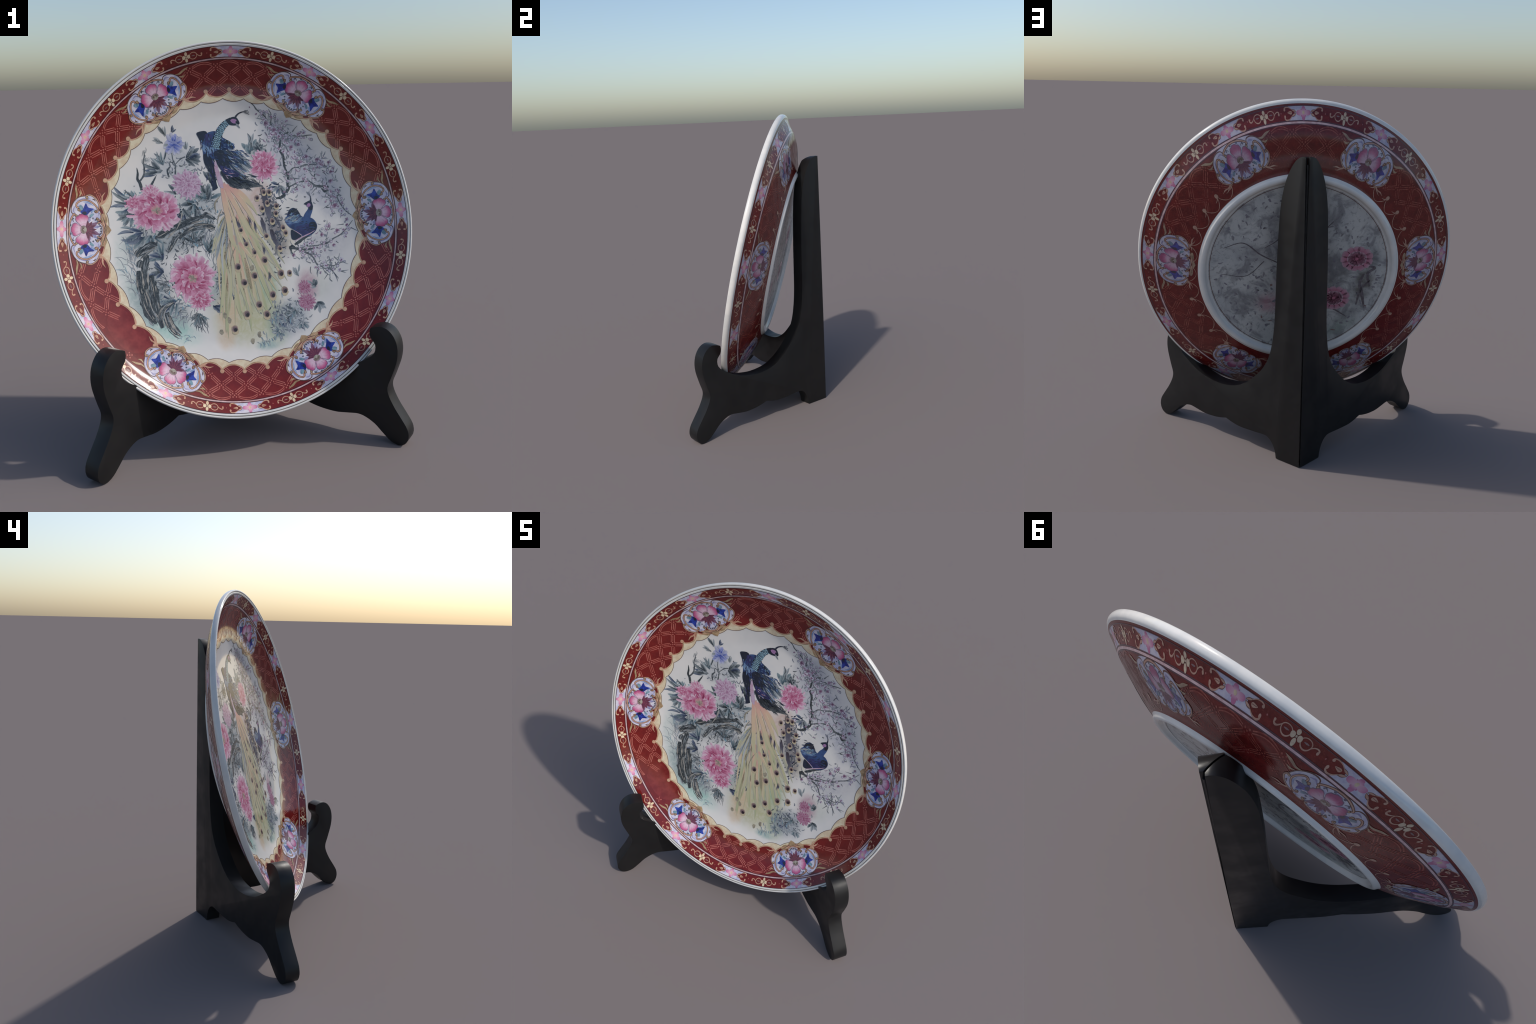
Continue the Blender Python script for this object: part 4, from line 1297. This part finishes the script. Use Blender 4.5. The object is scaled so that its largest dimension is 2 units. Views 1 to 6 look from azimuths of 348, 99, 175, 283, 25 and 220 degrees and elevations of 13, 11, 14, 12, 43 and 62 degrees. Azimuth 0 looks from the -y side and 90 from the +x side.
# slate feathers down the right of the train
for pts, w in (([(.147, .212), (.151, .185), (.168, .121), (.179, .062), (.188, .010)], [.016, .040, .036, .026, .010]), ([(.187, -.001), (.199, -.048), (.212, -.084), (.209, -.092), (.203, -.135)], [.018, .022, .018, .020, .006]),
               ([(.099, .038), (.103, .015), (.107, -.014)], [.010, .026, .006]), ([(.139, .059), (.149, .018), (.158, -.028)], [.012, .022, .012]), ([(.083, -.099), (.090, -.122), (.083, -.139)], [.008, .024, .008]),
               ([(.039, -.033), (.052, -.062), (.057, -.086)], [.010, .026, .008]), ([(.163, -.216), (.164, -.237), (.156, -.262)], [.010, .018, .004]), ([(.010, .063), (.019, .025), (.029, -.004)], [.008, .022, .010]),
               ([(.188, -.007), (.195, -.036), (.205, -.072)], [.014, .020, .010]), ([(.138, -.088), (.143, -.111), (.138, -.128)], [.008, .020, .006]), ([(.208, .067), (.230, .025), (.246, -.011)], [.010, .018, .008]), ([(.067, .068), (.072, .045), (.076, .022)], [.008, .020, .006])):
    d = Vector(pts[-1]) - Vector(pts[0])
    for j in range(4):
        o = Vector((rng.gauss(0, .005), rng.gauss(0, .005)))
        P = Paint()
        P.ribbon([(q[0] + o.x, q[1] + o.y) for q in pts], [.001] + [x * rng.uniform(.25, .55) for x in w] + [.001], TRAIN_DARK, 8 + .2 * j)
        make('feather', P, train, frame=(pts[0], math.atan2(d.y, d.x), d.length))
# eye spots
EYE_HALO = enamel('eye_halo', srgb(190, 174, 144), srgb(180, 168, 138), 40)
EYE_RING = enamel('eye_ring', srgb(116, 94, 96), srgb(96, 80, 84), 60)
EYE_DARK = enamel('eye_dark', srgb(48, 36, 42), srgb(38, 30, 36), 60)


EYE_SOFT = enamel('eye_soft_ring', srgb(150, 130, 122), srgb(132, 114, 110), 60)
EYE_CLAY = enamel('eye_clay_ring', srgb(174, 154, 132), srgb(158, 142, 122), 60)


def eye_spot(c, r):
    """Feather eye: tones darkening towards an off-centre pupil."""
    P = Paint()
    P.oval((c[0], c[1] - r * .55), r * 1.05, r * 1.1, EYE_HALO, 9, 0, .1)
    for kx, ky, s, mt in ((-.10, .16, 1.02, EYE_CLAY), (-.08, .12, .88, EYE_SOFT), (-.02, .02, .74, EYE_RING), (.12, -.18, .52, EYE_DARK)):
        P.oval((c[0] + r * kx, c[1] + r * ky), r * s, r * s * 1.05, mt, 10 + (1 - s) * 5, 0, .08)
    make('eye_spot', P, train)


for c in ((.000, -.181), (.084, -.231), (.028, -.261), (.173, -.332), (.098, -.377), (.031, -.419), (.135, -.427), (-.037, -.487), (.224, -.228), (.239, -.314), (.142, -.156)):
    eye_spot(c, .0170)
for c in ((.159, -.036), (.050, -.071), (.027, .001), (.091, -.114), (.196, .038), (.217, .075), (.147, .103), (.175, .129), (.123, .157), (.222, .112), (.160, .184), (.251, .001), (.263, -.026), (.227, -.102), (.270, -.228), (.188, .183)):
    eye_spot(c, .0120)
for c in ((-.084, -.415), (-.064, -.440), (-.107, -.495), (.050, -.552), (.073, -.190), (.088, -.524)):
    make('eye_spot', Paint().oval(c, .010, .014, OLIVE, 6, 0, .2), train)

body = make('peacock_body', Paint()
            .blob([(-.118, .486), (-.079, .496), (-.051, .484), (-.034, .461), (-.018, .435), (-.020, .404), (-.045, .391), (-.080, .358), (-.115, .357), (-.140, .363), (-.142, .394), (-.147, .434), (-.138, .462)], PEACOCK_BLUE, 10, (-.090, .426))
            .blob([(-.170, .486), (-.159, .494), (-.129, .498), (-.115, .489), (-.126, .467), (-.140, .442), (-.149, .441), (-.161, .465)], PEACOCK_DARK, 11)
            .blob([(-.141, .434), (-.120, .422), (-.088, .412), (-.086, .392), (-.113, .385), (-.139, .400)], PEACOCK_SKY, 11)
            .blob([(-.128, .478), (-.104, .483), (-.090, .471), (-.103, .444), (-.121, .441)], PEACOCK_INDIGO, 11)
            .blob([(-.040, .459), (-.017, .452), (.017, .428), (.022, .408), (-.002, .404), (-.038, .402), (-.055, .414)], PEACOCK_BLUE, 10)
            .blob([(-.140, .383), (-.114, .379), (-.095, .353), (-.086, .313), (-.086, .268), (-.080, .222), (-.078, .215), (-.105, .205), (-.102, .246), (-.109, .283), (-.127, .315), (-.140, .346)], PEACOCK_DARK, 12, (-.099, .294)), plate)
make('lavender_feather', Paint().ribbon([(-.083, .350), (-.080, .318), (-.073, .284), (-.064, .250), (-.057, .221), (-.048, .217)], [.008, .018, .022, .024, .024, .006], LAVENDER, 13), body)
neck_pts = [(-.076, .412), (-.068, .448), (-.054, .484), (-.034, .515), (-.012, .534), (.013, .547)]
neck = make('neck', Paint().ribbon(neck_pts, [.052, .050, .042, .036, .032, .028], PEACOCK_DARK, 13), body)
sc = Paint()
cv = curve2(neck_pts[:-1], False, .0085)
for i, q in enumerate(cv):
    d = (cv[min(i + 1, len(cv) - 1)] - cv[max(i - 1, 0)]).normalized()
    nn = Vector((-d.y, d.x))
    half = wide([.022, .021, .017, .014], i / len(cv))
    for j in (-2, -1, 0, 1, 2):
        o_ = (j + .5 * (i % 2)) * .0085
        if abs(o_) > half:
            continue
        p = q + nn * o_
        sc.oval(tuple(p), .0042, .0034, PEACOCK_TEAL if j < 2 else PEACOCK_SKY, 14, math.atan2(d.y, d.x), .1, 7)
make('neck_scale', sc, body, stuff=True)
make('head', Paint().blob([(-.005, .545), (.007, .558), (.028, .563), (.042, .558), (.054, .538), (.054, .526), (.035, .521), (.011, .522), (-.006, .531)], PEACOCK_DARK, 14)
     .blob([(.008, .546), (.021, .553), (.037, .549), (.041, .538), (.033, .530), (.018, .533)], FACE, 15)
     .oval((.039, .537), .0048, .0042, PEACOCK_DARK, 16)
     .blob([(.034, .530), (.047, .525), (.058, .505), (.044, .515)], INK_PALE, 15), body)
cr = Paint().ribbon([(.036, .562), (.047, .574), (.062, .582), (.083, .587)], [.010, .007, .006, .003], PEACOCK_DARK, 14)
for t in ((.101, .592), (.107, .583), (.108, .572), (.089, .592), (.094, .577)):
    cr.ribbon([(.062, .581), (.077, .585), t], [.003, .003, .0045], TWIG, 14)
make('crest', cr, body)
wing = make('wing', Paint()
            .blob([(-.086, .389), (-.056, .404), (-.021, .390), (.007, .372), (.011, .343), (-.009, .304), (-.043, .294), (-.065, .318), (-.080, .352)], PEACOCK_DARK, 14)
            .blob([(-.021, .396), (.021, .394), (.055, .373), (.069, .347), (.052, .322), (.017, .332), (.001, .361)], PEACOCK_BLUE, 13)
            .blob([(-.058, .323), (-.026, .316), (.008, .301), (.040, .279), (.027, .266), (-.011, .273), (-.046, .291)], PEACOCK_INDIGO, 16)
            .blob([(-.029, .450), (-.005, .446), (.014, .420), (.014, .403), (-.004, .418)], PEACOCK_DARK, 14), body)
for i in range(13):
    u = i / 12
    b = Vector((-.057, .298)).lerp(Vector((.024, .269)), u * .8)
    t = Vector((.032, .205)).lerp(Vector((.162, .214)), u)
    stroke('wing_feather', tuple(b), tuple(t), .024, WING_DARK, wing, 14.5 + .2 * (i % 4), -.06)
for i in range(16):
    u = i / 15
    b = Vector((-.014, .327)).lerp(Vector((.043, .371)), u)
    t = Vector((.059, .256)).lerp(Vector((.106, .320)), u) + Vector((rng.uniform(-.01, .02), rng.uniform(-.01, .01)))
    stroke('wing_feather', tuple(b), tuple(t), .013, WING if i % 3 else LEAF_GREY, wing, 15 + .2 * (i % 4), rng.uniform(-.06, .04))
for i in range(10):
    u = i / 9
    b = Vector((-.044, .402)).lerp(Vector((.044, .379)), u)
    t = b + Vector((.055, -.035 - .02 * u))
    stroke('wing_feather', tuple(b), tuple(t), .012, LEAF_BLUE if i % 2 else WING, wing, 15.5, .05)
def plumage(c, n, sx, sy, mats, a0, parent, layer, L=.02, w=.006):
    P = Paint()
    for i in range(n):
        x, y = c[0] + rng.uniform(-sx, sx), c[1] + rng.uniform(-sy, sy)
        if ((x - c[0]) / sx) ** 2 + ((y - c[1]) / sy) ** 2 > 1:
            continue
        a = math.radians(a0 + rng.uniform(-25, 25))
        l = L * rng.uniform(.5, 1.3)
        P.ribbon([(x, y), (x + math.cos(a) * l, y + math.sin(a) * l)], [.0008, w * rng.uniform(.5, 1.2), .0008], rng.choice(mats), layer + rng.choice((0, .4, .8)))
    make('plumage', P, parent, stuff=True)


plumage((-.110, .433), 60, .045, .055, (PEACOCK_BLUE, PEACOCK_SKY, PEACOCK_INDIGO, PEACOCK_DARK), -80, body, 12.2)
plumage((-.031, .424), 50, .050, .035, (PEACOCK_BLUE, PEACOCK_INDIGO, PEACOCK_DARK, PEACOCK_SKY), -35, body, 12.2)
plumage((-.029, .359), 60, .060, .050, (PEACOCK_DARK, PEACOCK_BLUE, INK, PEACOCK_INDIGO), -40, body, 15.4)
plumage((.031, .360), 60, .050, .045, (PEACOCK_BLUE, PEACOCK_SKY, PEACOCK_DARK, LEAF_GREY), -35, body, 15.4, .03)
plumage((.002, .292), 50, .060, .030, (PEACOCK_INDIGO, PEACOCK_DARK, LAVENDER, PEACOCK_SKY), -30, body, 17, .025, .004)
plumage((.047, .245), 80, .080, .040, (PEACOCK_DARK, INK, INK_SOFT), -28, body, 16, .04, .005)
plumage((-.109, .322), 40, .022, .080, (PEACOCK_DARK, PEACOCK_INDIGO, INK), -75, body, 13.2, .03)
mk = Paint()
for i in range(22):
    q = Vector((-.017, .447)).lerp(Vector((.013, .409)), rng.random()) + Vector((rng.gauss(0, .006), rng.gauss(0, .006)))
    mk.oval(tuple(q), .0028, .002, rng.choice((PEACOCK_TEAL, PEACOCK_SKY, INK)), 15, rng.uniform(0, 3), n=6)
make('wing_marking', mk, wing, stuff=True)

# --- smaller bird on the right branch -----------------------------------------
hen = make('peahen_body', Paint()
           .blob([(.275, .057), (.286, .083), (.309, .098), (.333, .086), (.351, .056), (.373, .046), (.407, .041), (.428, .020), (.434, -.004), (.421, -.029), (.389, -.048), (.351, -.047), (.313, -.017), (.281, .005), (.263, .035)], PEACOCK_BLUE, 10, (.352, .012))
           .blob([(.281, .060), (.289, .083), (.309, .097), (.333, .085), (.349, .053), (.318, .058)], PEACOCK_DARK, 11)
           .blob([(.264, .035), (.284, .051), (.315, .049), (.354, .030), (.316, .020), (.281, .016)], PEACOCK_SKY, 11)
           .blob([(.324, .002), (.377, .011), (.424, .014), (.431, -.007), (.415, -.029), (.386, -.045), (.352, -.044), (.322, -.021)], PEACOCK_INDIGO, 11)
           .blob([(.393, .016), (.422, .020), (.431, -.004), (.415, -.023), (.394, -.013)], PEACOCK_DARK, 12)
           .blob([(.293, -.013), (.313, -.022), (.347, -.047), (.316, -.064), (.293, -.057)], PEACOCK_DARK, 12), plate)
make('neck', Paint().ribbon([(.379, .034), (.387, .057), (.401, .080), (.409, .106)], [.042, .034, .026, .022], PEACOCK_BLUE, 13), hen)
make('head', Paint().blob([(.370, .115), (.385, .124), (.407, .130), (.417, .108), (.415, .085), (.401, .080), (.393, .098), (.378, .110)], PEACOCK_DARK, 14)
     .oval((.395, .107), .011, .009, FACE, 15, .5), hen)
make('crest', Paint().ribbon([(.408, .126), (.409, .146), (.403, .161)], [.008, .005, .002], PEACOCK_DARK, 14)
     .ribbon([(.403, .158), (.389, .176)], [.003, .008, .002], TWIG_PALE, 14).ribbon([(.404, .158), (.401, .176)], [.003, .007, .002], TWIG_PALE, 14), hen)
make('lavender_feather', Paint().ribbon([(.310, -.017), (.331, -.031), (.348, -.044)], [.002, .004, .003], LAVENDER, 14)
     .ribbon([(.309, -.069), (.348, -.053), (.393, -.036), (.419, -.023)], [.003, .006, .006, .002], LAVENDER, 14), hen)
branch([(.308, -.087), (.334, -.074), (.360, -.058), (.389, -.048)], [.010, .016, .012, .004], INK, 10)
branch([(.276, -.102), (.295, -.100), (.310, -.107)], [.012, .022, .010], INK, 5)
for i in range(7):
    b = Vector((.312, .050)) + Vector((rng.uniform(-.02, .03), rng.uniform(-.02, .01)))
    stroke('wing_feather', tuple(b), (b.x - rng.uniform(.02, .045), b.y - rng.uniform(.0, .02)), .009, LEAF_BLUE if i % 2 else LEAF_GREY, hen, 12.5, 0)

plumage((.318, .049), 60, .050, .030, (PEACOCK_SKY, PEACOCK_BLUE, PEACOCK_INDIGO, TEAL), 200, hen, 13, .02, .005)
plumage((.376, -.006), 60, .050, .035, (PEACOCK_INDIGO, PEACOCK_DARK, PEACOCK_BLUE), 190, hen, 13, .02, .005)
plumage((.308, .085), 30, .030, .018, (PEACOCK_DARK, INK, PEACOCK_BLUE), 200, hen, 12, .018, .005)

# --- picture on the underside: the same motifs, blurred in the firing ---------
BACK_PINK = shaded('faded_peony_petal', [(0, srgb(168, 92, 116)), (.5, srgb(178, 116, 136)), (1, srgb(180, 150, 160))], 4, .5, .3)


def back_peony(c, r, n):
    base_p = make('peony', Paint().oval(c, r * .8, r * .7, BACK_PINK, 2, 0, .06, 18), plate, 'back', frame=(c, 0, r))
    for i in range(n):
        a = 2 * math.pi * i / n + rng.uniform(-.1, .1)
        for k0, k1 in ((.45, 1.0), (.1, .6)):
            p0, p1 = (c[0] + math.cos(a) * r * k0, c[1] + math.sin(a) * r * k0 * .8), (c[0] + math.cos(a) * r * k1, c[1] + math.sin(a) * r * k1 * .8)
            stroke('petal', p0, p1, r * .42, BACK_PINK, base_p, 3 + (1 - k0), 0, ruffled, 'back')


back_peony((-.33, .075), .095, 13)
back_peony((-.215, -.175), .095, 13)
B_ = Paint()
for pts, w in (([(-.42, -.10), (-.40, -.02), (-.44, .02), (-.36, .03)], [.01, .018, .014, .006]), ([(-.40, -.24), (-.38, -.15), (-.36, -.08), (-.38, -.02)], [.008, .02, .02, .012]),
               ([(-.35, -.22), (-.37, -.12), (-.42, -.06)], [.008, .016, .008]), ([(-.18, .30), (-.13, .24), (-.10, .14), (-.16, .08)], [.004, .007, .008, .004]),
               ([(.43, .14), (.32, .17), (.22, .10), (.12, .05)], [.003, .006, .008, .006]), ([(.44, -.02), (.30, -.03), (.20, .06)], [.003, .005, .005]),
               ([(.10, .30), (.12, .20), (.20, .14)], [.004, .006, .004]), ([(-.30, -.30), (-.22, -.25), (-.16, -.24)], [.004, .010, .004])):
    B_.ribbon(pts, w, INK_SOFT, 2)
make('branch', B_, plate, 'back')
B_ = Paint()
for i in range(260):
    a, r = rng.uniform(0, 6.283), .48 * math.sqrt(rng.random())
    q = (r * math.cos(a), r * math.sin(a))
    if q[0] < -.1 and q[1] > .32:
        continue
    t = rng.uniform(0, 3.14)
    B_.oval(q, rng.uniform(.006, .016), rng.uniform(.003, .007), rng.choice((INK_PALE, INK_PALE, TWIG_PALE, GREY_STROKE if i % 5 == 0 else INK_PALE)), 1, t, .25, 9)
make('brush_dab', B_, plate, 'back', stuff=True)
# ---------------------------------------------------------------- stand ----
stand = empty('plate_stand', 'black folding wooden easel with two scrolled boards', 'plate stand')
k = Nodes('black_lacquer', .42, .38)
col = k.mix(k.span(k.noise(6, 4, .6), .3, .7), srgb(21, 21, 22), srgb(27, 26, 26))
m = k.n('ShaderNodeMapping')
k.put(m.inputs['Vector'], k.co)
m.inputs['Scale'].default_value = (1, 1, .25)
spot = k.span(k.noise(22, 4, .7, m.outputs[0]), .66, .76)
col = k.mix(k.math('MULTIPLY', spot, .6), col, srgb(44, 27, 24))
k.put(k.b.inputs['Roughness'], k.span(k.noise(9, 4), .3, .7, .36, .52))
k.bump(k.noise(38, 4, .6, m.outputs[0]), .12, .002)
LACQUER = k.done(col)
k = Nodes('hinge_metal', .4)
k.b.inputs['Metallic'].default_value = .6
HINGE = k.done(k.mix(k.span(k.noise(30), .3, .7), srgb(40, 40, 42), srgb(24, 24, 26)))

HINGE_Y, SPLAY, THICK = .4035, math.radians(42.4), .084
# board outline: distance from the hinge / height; runs of points are smooth, breaks are corners
EDGES = [
    [(.002, 0), (.166, 0)],
    [(.166, 0), (.174, .044), (.190, .078), (.208, .100), (.228, .112), (.250, .118), (.340, .113), (.432, .110), (.493, .118), (.544, .132)],
    [(.544, .132), (.586, .121), (.641, .112), (.715, .109), (.788, .119), (.837, .125), (.880, .115), (.922, .089), (.964, .051), (1.006, .016), (1.040, .002), (1.068, .004), (1.090, .022),
     (1.101, .055), (1.093, .097), (1.064, .142), (1.021, .203), (.990, .262), (.984, .304), (1.001, .355), (1.026, .440), (1.030, .503), (1.016, .557), (.985, .597), (.948, .613), (.914, .609), (.886, .598)],
    [(.886, .598), (.882, .574), (.890, .545), (.912, .520), (.914, .484), (.896, .452), (.849, .414), (.771, .372), (.690, .348), (.595, .339), (.485, .354), (.393, .401),
     (.321, .464), (.266, .528), (.229, .600), (.207, .690), (.194, .813), (.189, 1.0), (.185, 1.167), (.171, 1.423), (.147, 1.556), (.115, 1.638), (.077, 1.695), (.041, 1.717), (.016, 1.716)],
    [(.016, 1.716), (.010, 1.2), (.005, .6), (.002, 0)],
]


def board(side):
    outline = []
    for run in EDGES:
        run = [(s_ + (.006 if s_ > .88 else 0), z) for s_, z in run]
        outline += [tuple(q) for q in curve2(run, False, .014)][:-1]
    ux, uy = side * math.cos(SPLAY), -math.sin(SPLAY)
    nx, ny = side * math.sin(SPLAY), math.cos(SPLAY)
    bm = bmesh.new()
    faces = []
    for depth in (0.0, -THICK):
        vs = [bm.verts.new((ux * s_ + nx * depth, HINGE_Y + uy * s_ + ny * depth, z)) for s_, z in outline]
        faces.append(vs)
    a, b = faces
    bm.faces.new(a)
    bm.faces.new(list(reversed(b)))
    n = len(a)
    for i in range(n):
        j = (i + 1) % n
        bm.faces.new((a[j], a[i], b[i], b[j]))
    bmesh.ops.recalc_face_normals(bm, faces=bm.faces[:])
    # mitre against the other board
    g = bm.verts[:] + bm.edges[:] + bm.faces[:]
    cut = bmesh.ops.bisect_plane(bm, geom=g, plane_co=(side * .0035, 0, 0), plane_no=(side, 0, 0), clear_inner=True)
    edges = [e for e in cut['geom_cut'] if isinstance(e, bmesh.types.BMEdge)]
    bmesh.ops.holes_fill(bm, edges=edges)
    me = bpy.data.meshes.new('board')
    bm.to_mesh(me)
    bm.free()
    me.materials.append(LACQUER)
    ob = bpy.data.objects.new('board', me)
    COLLECT.objects.link(ob)
    ob.parent = stand
    mod = ob.modifiers.new('round', 'BEVEL')
    mod.width, mod.segments, mod.limit_method, mod.angle_limit = .007, 3, 'ANGLE', math.radians(40)
    dg = bpy.context.evaluated_depsgraph_get()
    done = bpy.data.meshes.new_from_object(ob.evaluated_get(dg))
    ob.modifiers.clear()
    ob.data = done
    done.name = 'board'
    done.shade_smooth()
    bpy.context.view_layer.objects.active = ob
    ob.select_set(True)
    bpy.ops.object.shade_smooth_by_angle(angle=math.radians(32))
    ob.select_set(False)
    return ob


board(1)
board(-1)
# hinge strip in the groove between the boards
me = bpy.data.meshes.new('hinge')
bm = bmesh.new()
bmesh.ops.create_cone(bm, segments=16, radius1=.0055, radius2=.0055, depth=1.64, cap_ends=True)
bm.to_mesh(me)
bm.free()
me.materials.append(HINGE)
hinge = bpy.data.objects.new('hinge', me)
COLLECT.objects.link(hinge)
hinge.location = (0, HINGE_Y - .016, .86)
hinge.parent = stand
bpy.context.view_layer.update()
